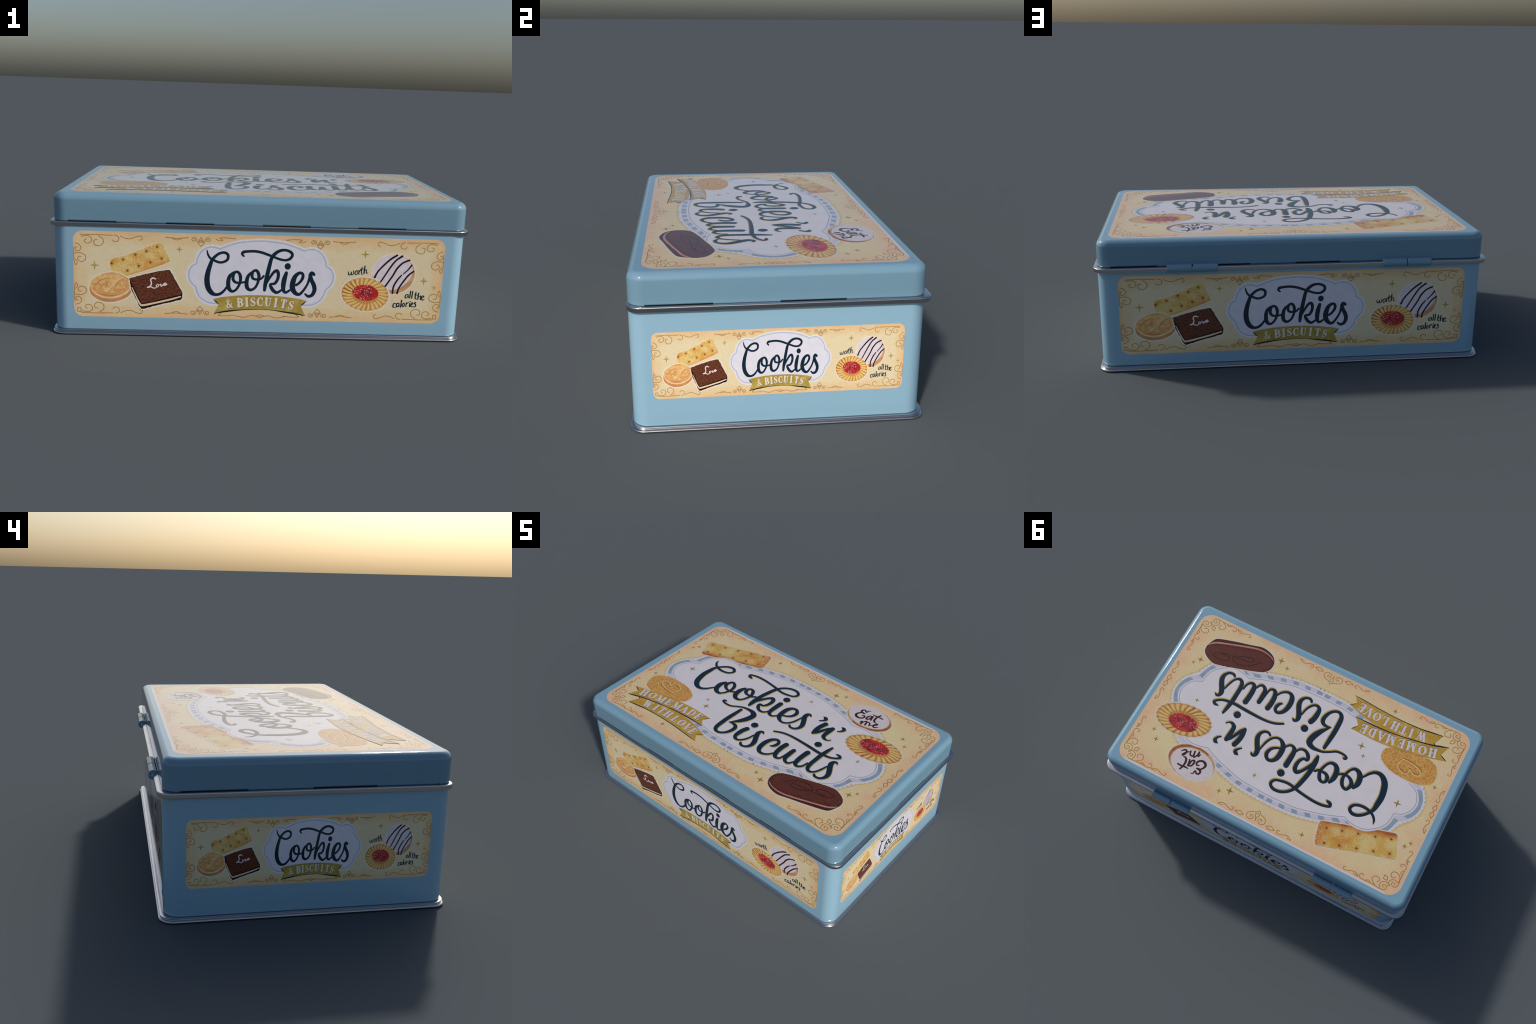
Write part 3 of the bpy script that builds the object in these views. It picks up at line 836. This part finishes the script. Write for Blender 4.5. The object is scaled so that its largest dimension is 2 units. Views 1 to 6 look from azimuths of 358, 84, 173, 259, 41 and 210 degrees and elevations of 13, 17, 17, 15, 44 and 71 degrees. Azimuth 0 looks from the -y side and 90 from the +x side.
plates("doily_band_line", [(outset(band_out, 0.0013), 5.0 * U)], "line", lid_label)
plates("doily_band", [(band_out, 5.6 * U)], "pale", lid_label)

# blue cells of the gingham band
m = len(band_out)
def is_blue(x, y):
    ax, ay = abs(x), abs(y)
    if ax > 0.735 and ay < 0.115:
        return ay < 0.094
    if ax > 0.70:
        return 0.125 < ay < 0.245
    if ax > 0.455:
        return ax < 0.497 or ax > 0.67
    return abs(((ax + 0.012) % 0.0765) - 0.038) < 0.0175
dense_out, dense_in = [], []
for i in range(m):
    a, b = band_out[i], band_out[(i + 1) % m]
    c, d = rim_in[i], rim_in[(i + 1) % m]
    for k in range(6):
        t = k / 6
        dense_out.append((a[0] + (b[0] - a[0]) * t, a[1] + (b[1] - a[1]) * t))
        dense_in.append((c[0] + (d[0] - c[0]) * t, c[1] + (d[1] - c[1]) * t))
bm = bmesh.new()
n = len(dense_out)
flags = [is_blue(*dense_in[i]) for i in range(n)]
for i in range(n):
    j = (i + 1) % n
    if flags[i] and flags[j]:
        bm.faces.new([bm.verts.new((p[0], p[1], 6.2 * U)) for p in (dense_out[j], dense_out[i], dense_in[i], dense_in[j])])
bmesh.ops.remove_doubles(bm, verts=bm.verts, dist=1e-6)
bmesh.ops.recalc_face_normals(bm, faces=bm.faces)
for f in bm.faces:
    if f.normal.z < 0:
        f.normal_flip()
ext = bmesh.ops.extrude_face_region(bm, geom=list(bm.faces))
bmesh.ops.translate(bm, vec=(0, 0, -U), verts=[v for v in ext["geom"] if isinstance(v, bmesh.types.BMVert)])
bmesh.ops.recalc_face_normals(bm, faces=bm.faces)
make_object("doily_check", bm, M["check"], lid_label, None, "stuff")

# -- cracker and iced biscuit lie under the plaque
CRACKER = [(-345, 358), (-352, 341), (-372, 333), (-480, 297), (-560, 271), (-640, 244), (-745, 210), (-765, 208), (-779, 220), (-800, 270),
           (-824, 326), (-824, 343), (-806, 354), (-700, 386), (-600, 417), (-500, 449), (-398, 480), (-380, 477), (-370, 462), (-356, 410)]
HOLES = [(-396, 364), (-482, 337), (-572, 309), (-666, 278), (-753, 249), (-424, 449), (-507, 422), (-601, 391), (-693, 360), (-781, 330)]
cr = jitter(spline(scaled(CRACKER), 0.008, True), 0.0015, 40)
plates("sticker_edge", [(outset(cr, 0.0065), 6.8 * U)], "sticker", lid_label)
plates("cracker", [(cr, 7.4 * U)], cracker_print("lid_label_cracker", K, (-0.592, 0.349, math.radians(16.2)), 0.072, scaled(HOLES), 0.022), lid_label)

biscuit = ellipse(0.4935, 0.383, 0.150, 0.104, math.radians(-2), 72)
plates("sticker_edge", [(outset(biscuit, 0.0070), 6.8 * U)], "sticker", lid_label)
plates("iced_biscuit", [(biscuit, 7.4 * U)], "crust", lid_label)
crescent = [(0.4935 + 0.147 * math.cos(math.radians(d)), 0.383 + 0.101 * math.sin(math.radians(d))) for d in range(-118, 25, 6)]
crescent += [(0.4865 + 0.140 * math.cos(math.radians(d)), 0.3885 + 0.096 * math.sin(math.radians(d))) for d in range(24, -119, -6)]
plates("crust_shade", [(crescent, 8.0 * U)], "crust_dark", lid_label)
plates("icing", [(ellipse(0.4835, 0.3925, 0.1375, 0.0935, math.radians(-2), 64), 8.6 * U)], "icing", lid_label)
strokes("piped_letter", [(scaled(v), 9.2 * U) for v in EAT_ME.values()], "piping", lid_label, grow=0.0006)

# -- plaque: white rim, blue hairline, white field
plates("plaque_rim", [(rim_in, 9.8 * U)], "doily", lid_label)
plates("plaque_line", [(plaque, 10.4 * U)], "line", lid_label)
plates("plaque_field", [(outset(plaque, -0.0032), 11.0 * U)], "white", lid_label)

# -- long cocoa sandwich, jam ring and oat biscuit lie on top of the plaque
def pill(points):
    return spline(scaled(points), 0.006, True)
COCOA = [(790, -295), (797, -325), (792, -352), (778, -388), (762, -404), (718, -420), (638, -443), (557, -463), (490, -481), (442, -477), (402, -460),
         (380, -437), (369, -402), (379, -361), (411, -335), (473, -311), (552, -287), (631, -264), (684, -251), (723, -253), (764, -271)]
FACE = [(790, -295), (793, -325), (769, -360), (703, -392), (625, -418), (545, -441), (477, -457), (430, -455), (394, -440),
        (378, -422), (370, -395), (381, -359), (411, -335), (473, -311), (552, -287), (631, -264), (684, -251), (723, -253), (764, -271)]
outer = pill(COCOA)
teeth = [(x + (a - x) * (0.5 + 0.5 * (i % 2)), y + (b - y) * (0.5 + 0.5 * (i % 2)))
         for i, ((x, y), (a, b)) in enumerate(zip(outer, outset(outer, 0.0042)))]
plates("sticker_edge", [(outset(outer, 0.0095), 11.7 * U)], "sticker", lid_label)
plates("cocoa_sandwich", [(teeth, 12.3 * U)], "choc_dark", lid_label)
plates("cocoa_face", [(pill(FACE), 12.9 * U)], "choc", lid_label)
strokes("cream_filling", [(scaled(CHOC_DETAIL["cream"]), 13.4 * U)], "cream", lid_label)
ticks = []
fc = even(pill(FACE), 0.0150)
fi = outset(fc, -0.0165)
for (x, y), (a, b) in zip(fc, fi):
    if y < -0.335 and x < 0.765:
        ticks.append(([(x, y, 0.0064), (a, b, 0.0018)], 13.2 * U))
strokes("cocoa_notch", ticks, "choc_line", lid_label, "stuff")
loop = [(x * MM, y * MM, 0.0060) for x, y in CHOC_DETAIL["loop"]]
strokes("pressed_loop", [(loop, 13.4 * U)], "choc_line", lid_label)

JA, JB, JT = 0.171, 0.098, math.radians(8)
ring = ellipse(0.673, 0.169, JA, JB, JT, 336, 24, 0.040)
plates("sticker_edge", [(ellipse(0.673, 0.169, JA + 0.0075, JB + 0.0075, JT, 336, 24, 0.040), 11.7 * U)], "sticker", lid_label)
plates("jam_ring", [(ring, 12.3 * U)], jam_ring_print("lid_label_jam_ring", K, (0.673, 0.169, JT), JA * 1.03, JB * 1.03, 24), lid_label)
plates("jam", [(jitter(ellipse(0.667, 0.187, 0.0945, 0.0535, math.radians(4), 80), 0.003, 60), 12.9 * U)], "jam", lid_label)

OAT = [(-482, -179), (-478, -215), (-495, -247), (-560, -272), (-683, -294), (-760, -291), (-805, -262), (-824, -216), (-819, -161), (-757, -124), (-669, -112), (-572, -123), (-508, -150)]
oat = jitter(pill(OAT), 0.002, 50)
plates("sticker_edge", [(outset(oat, 0.0035), 11.7 * U)], "sticker", lid_label)
plates("oat_biscuit", [(oat, 12.3 * U)], "oat", lid_label)
HEART = [(-607, -224), (-665, -221), (-711, -210), (-734, -192), (-734, -173), (-714, -164), (-690, -167), (-669, -181),
         (-666, -157), (-652, -144), (-625, -148), (-601, -162), (-592, -180), (-597, -205)]
strokes("pressed_heart", [([(x * MM, y * MM - 0.006, 0.0095) for x, y in HEART + HEART[:1]], 12.8 * U)], "oat_dark", lid_label)
strokes("pressed_heart", [([(x * MM, y * MM, 0.0085) for x, y in HEART + HEART[:1]], 13.3 * U)], "oat_light", lid_label)

# -- lettering with a gold drop edge
for kind, dx, dy, z in (("gold", 0.0062, -0.0046, 11.8 * U), ("ink", 0.0, 0.0, 17.0 * U)):
    for k, (name, rows) in enumerate(LID_LETTERS.items()):
        bm = bmesh.new()
        add_stroke(bm, scaled(rows), z + 0.15 * U * k, 0.0035, 0.0009, 1.0 * U, dx, dy)
        make_object("letter" if kind == "ink" else "letter_gold_edge", bm, M[kind], lid_label)
    for cx, cy in ((-0.007, 0.193), (0.001, -0.123), (0.402, -0.011)):
        bm = bmesh.new()
        add_plate(bm, ellipse(cx + dx, cy + dy, 0.0228, 0.0228, 0, 28), z, 0.0009)
        make_object("letter_dot" if kind == "ink" else "letter_gold_edge", bm, M[kind], lid_label)

# -- two swallow-tailed ribbons
LOW_RIBBON = [(-176, -460), (-233, -456), (-354, -446), (-485, -441), (-610, -444), (-752, -463), (-728, -404), (-745, -393),
              (-672, -375), (-557, -352), (-437, -340), (-339, -346), (-250, -366), (-172, -392), (-205, -419)]
TOP_RIBBON = [(-241, -335), (-344, -333), (-439, -336), (-559, -350), (-704, -376), (-812, -411), (-788, -353), (-833, -329),
              (-737, -302), (-596, -270), (-478, -254), (-385, -250), (-248, -255), (-276, -290)]
for pts, z in ((LOW_RIBBON, 23.0), (TOP_RIBBON, 28.0)):
    plates("ribbon", [(scaled(pts), z * U)], "ribbon", lid_label)
lines = [
    ([(-172, -462, 2), (-233, -458, 5), (-354, -448, 5), (-485, -443, 5), (-610, -447, 6), (-690, -457, 8), (-756, -467, 3)], 24.0),
    ([(-172, -392, 3), (-188, -405, 4), (-206, -420, 2)], 24.0),
    ([(-238, -337, 3), (-344, -336, 8), (-439, -339, 7), (-559, -353, 6), (-704, -380, 8), (-770, -400, 10), (-816, -415, 3)], 29.0),
    ([(-788, -353, 2), (-812, -340, 6), (-834, -329, 3)], 29.0), ([(-724, -402, 2), (-735, -390, 6), (-742, -376, 2)], 24.0),
    ([(-248, -255, 3), (-262, -273, 5), (-277, -291, 2)], 29.0)]
strokes("ribbon_shade", [(scaled(p), z * U) for p, z in lines], "black", lid_label)
HOMEMADE = [(-743, -341), (-682, -328), (-615, -318), (-552, -308), (-489, -300), (-427, -295), (-371, -291), (-313, -289)]
WITHLOVE = [(-640, -405), (-577, -397), (-529, -394), (-473, -393), (-441, -394), (-405, -395), (-350, -397), (-293, -401), (-243, -409)]
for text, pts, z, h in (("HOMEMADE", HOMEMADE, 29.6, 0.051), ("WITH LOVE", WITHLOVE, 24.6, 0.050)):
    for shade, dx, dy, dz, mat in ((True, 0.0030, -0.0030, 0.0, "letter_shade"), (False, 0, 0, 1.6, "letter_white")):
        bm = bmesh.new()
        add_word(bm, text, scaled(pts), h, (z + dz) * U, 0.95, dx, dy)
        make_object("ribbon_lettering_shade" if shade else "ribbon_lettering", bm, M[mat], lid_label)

# -- stars
STARS = [(787, -231, 24), (818, -195, 15), (337, -458, 26), (281, -428, 18), (667, 19, 17), (801, 303, 18), (757, 354, 19), (262, 461, 18), (205, 431, 27),
         (124, 279, 18), (-434, -480, 20), (-351, -183, 26), (-387, -130, 17), (-843, -150, 18), (-692, 41, 27), (-289, 467, 19), (-837, 252, 18), (-861, 220, 18)]
for x, y, r in STARS:
    plates("star", [(star(x * MM, y * MM, r * MM), (11.8 if abs(x) < 700 and abs(y) < 280 else 4.4) * U)], "star", lid_label)

# -- scroll work: one corner and two edge motifs, mirrored
SW = 0.0040
items = []
for sx in (1, -1):
    for sy in (1, -1):
        for k, rows in CORNER_SCROLLS.items():
            items.append(([(sx * (x * MM - PX) + PX, sy * (y * MM - PY) + PY, SW) for x, y in rows], 4.2 * U))
for sy, axis in ((1, -9), (-1, 0)):              # the hinge-side motif sits a little off centre
    for sx in (1, -1):
        for k in ("heart", "mdiamond", "mscroll"):
            items.append(([(sx * (x + 9) * MM + axis * MM, sy * (y + 2) * MM, SW) for x, y in EDGE_SCROLLS[k]], 4.2 * U))
    items.append(([((x + 9 + axis) * MM, sy * (y + 2) * MM, SW) for x, y in EDGE_SCROLLS["spade"]], 4.2 * U))
for sx in (1, -1):
    for sy in (1, -1):
        for k in ("es", "ed1"):
            items.append(([(sx * x * MM, sy * (y + 13) * MM - 0.013, SW) for x, y in EDGE_SCROLLS[k]], 4.2 * U))
strokes("scroll_work", items, "scroll", lid_label, "stuff", step=0.003, depth=0.0003, rise=0.00003)

# --------------------------------------------------------------------------
#  SIDE LABELS  (one artwork, stretched to the long and the short walls)
# --------------------------------------------------------------------------
SX, SY = 0.8845, 0.2095
SC = -0.0065                                 # label centre relative to the artwork
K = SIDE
N = dict(
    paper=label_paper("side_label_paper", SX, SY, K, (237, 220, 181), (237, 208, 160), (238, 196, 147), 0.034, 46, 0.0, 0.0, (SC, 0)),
    white=plain("side_label_white", (232, 230, 242), K, 0.03, 25),
    rim=plain("side_label_plaque_rim", (238, 236, 242), K, 0.03),
    line=plain("side_label_line", (190, 202, 224), K, 0.05),
    ink=ink("side_label_navy", (14, 36, 52), K),
    ribbon=gold_leaf("side_label_ribbon_gold", K, (190, 166, 78), (160, 134, 54)),
    black=plain("side_label_shadow_line", (46, 44, 40), K, 0.1),
    capitals=plain("side_label_capitals", (240, 228, 212), K, 0.03),
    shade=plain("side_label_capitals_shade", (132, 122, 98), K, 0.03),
    sticker=plain("side_label_sticker_edge", (248, 234, 222), K, 0.03),
    scroll=plain("side_label_scroll", (188, 148, 86), K, 0.12, 40),
    star=gold_leaf("side_label_star_gold", K, (196, 168, 84), (170, 142, 66)),
    choc=crumb_print("side_label_cocoa", K, (68, 30, 20), (130, 76, 54), 120),
    choc_dark=plain("side_label_cocoa_dark", (40, 20, 16), K, 0.15),
    choc_mid=crumb_print("side_label_cocoa_mid", K, (116, 62, 44), (98, 48, 32), 70),
    cream=plain("side_label_cream", (250, 222, 184), K, 0.05),
    icing_word=plain("side_label_icing_word", (250, 238, 238), K, 0.02),
    icing=plain("side_label_icing", (236, 224, 232), K, 0.06, 40),
    crust=plain("side_label_crust", (226, 172, 120), K, 0.15, 30),
    stripe=plain("side_label_stripe", (44, 26, 32), K, 0.1),
    shell=crumb_print("side_label_shortbread", K, (246, 204, 138), (226, 164, 94), 46),
    shell_light=plain("side_label_shortbread_light", (250, 218, 160), K, 0.06, 30),
    shell_dark=plain("side_label_shortbread_dark", (224, 154, 98), K, 0.12, 30),
    jam=jam_print("side_label_jam", K, 120),
)
CRACKER_S = [(-718, 66), (-690, 84), (-640, 98), (-596, 116), (-529, 146), (-486, 162), (-470, 155), (-455, 118), (-438, 80), (-445, 66), (-529, 33), (-600, 8), (-637, -3), (-692, -12), (-712, 18)]
HOLES_S = [(-711, 55), (-657, 75), (-599, 100), (-547, 118), (-497, 140), (-476, 84), (-529, 64), (-583, 45), (-637, 21)]
N["cracker"] = cracker_print("side_label_cracker", K, (-0.585, 0.072, math.radians(22)), 0.062, scaled(HOLES_S), 0.018)
N["ring"] = jam_ring_print("side_label_jam_ring", K, (0.506, -0.069, math.radians(-8)), 0.118, 0.086, 26)

HALF_PLAQUE = [(0, 160), (50, 157), (104, 150), (155, 136), (201, 117),
               (230, 125), (262, 121), (291, 100), (308, 70), (313, 42),
               (336, 27), (349, 0), (350, -24), (343, -48), (326, -70), (315, -77),
               (309, -103), (293, -130), (264, -151), (232, -159), (180, -159), (90, -159), (0, -159)]
def side_plaque():
    segs, cur = [], []
    for p in HALF_PLAQUE:
        cur.append(p)
        if p in ((201, 117), (313, 42), (315, -77)):
            segs.append(cur)
            cur = [p]
    segs.append(cur)
    half = []
    for i, s in enumerate(segs):
        ext = [(-x, y) for x, y in s[1:3][::-1]] + s if i == 0 else s
        c = [p for p in spline(scaled(ext), 0.006) if p[0] >= -1e-6]
        half += c if not half else c[1:]
    return [(x, y + 0.025) for x, y in half + [(-x, y) for x, y in half[::-1]][1:-1]]

def side_art():
    """Printed pieces of one side label: list of (name, mesh object data, material, kind)."""
    made = []
    def P(name, outline, z, mat, kind=None):
        bm = bmesh.new()
        add_plate(bm, outline, z * U, 0.0008)
        made.append(make_object(name, bm, N[mat], None, None, kind))
    def S(name, rows, z, mat, kind=None, **kw):
        bm = bmesh.new()
        for k, r in enumerate(rows):
            add_stroke(bm, r, (z + 0.12 * k) * U, depth=0.0006, rise=0.8 * U, **kw)
        made.append(make_object(name, bm, N[mat], None, None, kind))
    P("side_label", rounded_rect(SX, SY, 0.044, 14, SC), 3, "paper")
    pl = side_plaque()
    P("plaque_rim", outset(pl, 0.0085), 4.0, "rim")
    P("plaque_line", pl, 4.7, "line")
    P("plaque_field", outset(pl, -0.0075), 5.4, "white")
    for name, rows in SIDE_LETTERS.items():
        S("letter", [scaled(rows)], 6.2, "ink", grow=0.0011)
    P("letter_dot", ellipse(0.125, 0.061, 0.0150, 0.0162, 0, 24), 6.4, "ink")
    # ribbon
    rib = [(0, -85), (60, -86), (116, -90), (186, -99), (222, -108), (196, -132), (217, -179), (165, -170), (119, -164), (60, -157), (0, -154)]
    rib = rib + [(-x - 3, y) for x, y in rib[::-1]][1:-1]
    P("ribbon", scaled(rib), 7.0, "ribbon")
    arc = [(-221, -181, 3), (-165, -170, 8), (-82, -160, 4), (0, -157, 3), (60, -159, 3), (119, -167, 7), (165, -173, 8), (218, -182, 3)]
    S("ribbon_shade", [scaled(arc), scaled([(-225, -112, 3), (-212, -124, 6), (-200, -135, 2)]), scaled([(222, -108, 2), (210, -122, 6), (197, -133, 3)])], 7.6, "black")
    caps = [(-152, -131), (-122, -126), (-97, -124), (-65, -121), (-35, -119), (0, -118), (38, -119), (75, -121), (113, -126), (150, -133)]
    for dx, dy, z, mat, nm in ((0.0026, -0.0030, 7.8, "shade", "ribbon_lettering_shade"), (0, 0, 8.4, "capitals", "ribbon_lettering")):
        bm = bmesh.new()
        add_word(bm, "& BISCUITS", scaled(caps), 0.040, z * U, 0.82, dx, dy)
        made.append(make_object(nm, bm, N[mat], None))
    # cracker, shortbread oval, cocoa square
    cr = jitter(spline(scaled(CRACKER_S), 0.006, True), 0.0015, 50)
    P("sticker_edge", outset(cr, 0.0022), 4.0, "sticker")
    P("cracker", cr, 4.7, "cracker")
    oval = [(-817, -66), (-800, -24), (-746, 4), (-691, 8), (-637, -14), (-615, -48), (-621, -88), (-651, -117), (-706, -135), (-761, -131), (-807, -103)]
    ov = spline(scaled(oval), 0.006, True)
    P("sticker_edge", outset(ov, 0.006), 5.4, "sticker")
    P("shortbread", ov, 6.0, "shell_dark")
    P("shortbread_layer", [(x, y + 0.010) for x, y in outset(ov, -0.007)], 6.4, "shell_light")
    P("shortbread_layer", [(x, y + 0.014) for x, y in outset(ov, -0.013)], 6.8, "shell_dark")
    P("shortbread_top", spline(scaled([(-815, -53), (-795, -21), (-746, 4), (-691, 7), (-637, -14), (-618, -45), (-638, -80), (-692, -98), (-760, -94), (-806, -75)]), 0.006, True), 7.2, "shell")
    swirl = [[(-740, -84, 5), (-715, -60, 7), (-690, -30, 6), (-660, -12, 4)], [(-700, -80, 4), (-690, -50, 4), (-665, -25, 4), (-640, -35, 4), (-645, -62, 4), (-675, -80, 4)],
             [(-790, -55, 4), (-765, -30, 5), (-735, -18, 4)], [(-775, -75, 3), (-750, -50, 4), (-720, -35, 3)]]
    swirl += [[(-800, -66 - 0.02, 3), (-770, -84, 4), (-720, -93, 4), (-670, -88, 4), (-632, -66, 3)],
              [(-662, -30, 3), (-650, -42, 3), (-660, -56, 3), (-676, -48, 3), (-668, -38, 2)], [(-776, -42, 3), (-764, -52, 3), (-772, -62, 3)], [(-742, -34, 3), (-730, -46, 3), (-742, -58, 3)]]
    S("pressed_line", [scaled(s) for s in swirl[1:]], 7.7, "shell_dark")
    S("pressed_line", [scaled(swirl[0])], 8.0, "shell_light")
    sq = [(-628, -17), (-556, 6), (-500, 19), (-443, 31), (-436, 28), (-420, 2), (-376, -80), (-374, -92), (-379, -113), (-385, -118), (-473, -141), (-560, -166), (-568, -167), (-580, -155), (-618, -73)]
    P("sticker_edge", outset(scaled(sq), 0.006), 8.4, "sticker")
    P("cocoa_square", jitter(even(scaled(sq), 0.006), 0.003, 120), 9.0, "choc_dark")
    top = [(-626, -18), (-556, 5), (-500, 18), (-444, 29), (-420, 1), (-377, -82), (-382, -90), (-473, -115), (-560, -140), (-569, -139), (-585, -107), (-612, -50)]
    P("cocoa_square_top", jitter(even(scaled(top), 0.006), 0.003, 120), 9.6, "choc")
    P("cocoa_diamond", scaled([(-560, -60), (-505, -16), (-440, -38), (-492, -88)]), 10.0, "choc_mid")
    S("cream_filling", [scaled([(-615, -62, 4), (-597, -103, 6), (-578, -141, 8), (-563, -148, 10), (-501, -134, 9), (-432, -116, 9), (-384, -101, 6)])], 10.2, "cream")
    S("icing_word", [scaled(r) for r in LOVE_STROKES.values()], 10.6, "icing_word")
    # iced ball and jam ring
    P("sticker_edge", ellipse(0.638, 0.0345, 0.1085, 0.1035), 4.0, "sticker")
    P("iced_biscuit", ellipse(0.638, 0.0345, 0.1025, 0.0975), 4.6, "crust")
    ice = [(536, 34), (545, 80), (580, 116), (632, 131), (680, 122), (712, 96), (730, 60), (722, 20), (700, -10), (670, -34), (630, -44), (590, -36), (556, -10)]
    P("icing", spline(scaled(ice), 0.006, True), 5.2, "icing")
    S("chocolate_stripe", [scaled(r) for r in ICING_STRIPES.values()], 5.8, "stripe", grow=-0.0008)
    jt = math.radians(-8)
    P("sticker_edge", ellipse(0.506, -0.069, 0.119, 0.087, jt, 312, 26, 0.03), 6.6, "sticker")
    P("jam_ring", ellipse(0.506, -0.069, 0.112, 0.0805, jt, 312, 26, 0.045), 7.2, "ring")
    P("jam", jitter(ellipse(0.507, -0.061, 0.0630, 0.0395, math.radians(-6), 60), 0.002, 70), 7.8, "jam")
    for word in (WORTH_STROKES, ALL_THE_STROKES, CALORIES_STROKES):
        S("hand_lettering", [scaled(r) for r in word.values()], 8.6, "ink", step=0.0025)
    for x, y, r in ((-792, 44, 24), (-392, 131, 18), (495, 129, 22), (787, 4, 22), (840, -28, 14)):
        P("star", star(x * MM, y * MM, r * MM, 0.02), 4.4, "star")
    # scroll work
    w = 3.9
    def curl(cx, cy, r0, r1, a0, sweep, n=12):
        return [(cx + (r0 + (r1 - r0) * i / n) * math.cos(math.radians(a0 + sweep * i / n)),
                 cy + (r0 + (r1 - r0) * i / n) * math.sin(math.radians(a0 + sweep * i / n)) * 0.85) for i in range(n + 1)]
    corner = [
        [(-700, 190), (-790, 192), (-850, 190)], [(-690, 192), (-672, 184), (-672, 166), (-690, 160), (-700, 168)],
        [(-765, 186), (-745, 172), (-745, 150), (-765, 138), (-785, 146), (-786, 164), (-772, 168)],
        [(-845, 182), (-815, 186), (-797, 172), (-803, 154), (-822, 150), (-832, 162), (-822, 170)],
        [(-876, 150), (-858, 144), (-848, 128), (-858, 112), (-874, 114), (-874, 128), (-865, 130)],
        [(-878, 100), (-850, 102), (-828, 90), (-828, 70), (-848, 60), (-864, 72), (-858, 86), (-848, 84)],
        [(-880, 135), (-882, 100), (-880, 60), (-874, 44), (-866, 58), (-876, 72)],
        [(-662, 188), (-640, 178), (-615, 176), (-590, 186), (-566, 190), (-560, 176), (-572, 170)]]
    mid = [[(-452, 188), (-400, 184), (-345, 188)], [(-420, 184), (-398, 176), (-376, 184)],
           curl(-317, 180, 15, 4, -40, 520), curl(-251, 180, 15, 4, 220, -520),
           [(-284, 190), (-300, 166), (-284, 148), (-268, 166), (-284, 190)], [(-294, 168), (-274, 168), (-284, 178), (-294, 168)],
           [(-214, 186), (-200, 178), (-180, 180), (-196, 190), (-160, 192), (-120, 188)]]
    rows = []
    for sx in (1, -1):
        for sy in (1, -1):
            for s in corner + mid:
                rows.append([(sx * x * MM + SC, sy * y * MM, w * MM) for x, y in s])
        for s in ([(0, -196), (-40, -188), (-80, -198), (-120, -190)], [(-20, -190), (0, -184), (20, -190), (0, -198), (-20, -190)]):
            rows.append([(sx * x * MM, y * MM, w * MM) for x, y in s])
        rows.append([(sx * x * MM + SC, y * MM, w * MM) for x, y in [(-868, -168), (-852, -168), (-852, -186), (-868, -186), (-868, -168)]])
    bm = bmesh.new()
    for k, r in enumerate(rows):
        square = len(r) in (4, 5) and r[0] == r[-1]
        for part in (zip(r, r[1:]) if square else [r]):
            add_stroke(bm, list(part), 3.6 * U + 0.002 * k * U, 0.004, 0.0003, 0.1 * U, straight=square)
    made.append(make_object("scroll_work", bm, N["scroll"], None, None, "stuff"))
    return made

walls = [((0.0045, -0.6182, 0.2973), 0, 1.0, 1.0), ((0.9841, -0.0117, 0.2912), 90, 0.5808, 0.6950),
         ((-0.0085, 0.5882, 0.2935), 180, 1.0, 1.0), ((-0.9841, -0.0193, 0.2895), 270, 0.5808, 0.6930)]
art = side_art()
for w, (loc, turn, kx, ky) in enumerate(walls):
    side = None
    for piece in art:                          # the panel comes first and carries the rest
        ob = piece if w == 0 else piece.copy()
        if w:
            bpy.context.scene.collection.objects.link(ob)
        if side is None:
            side = ob
            side.parent = tin
            side.location = loc
            side.rotation_euler = (math.radians(90), 0, math.radians(turn))
            side.scale = (kx, ky, 1.0)
        else:
            ob.parent = side
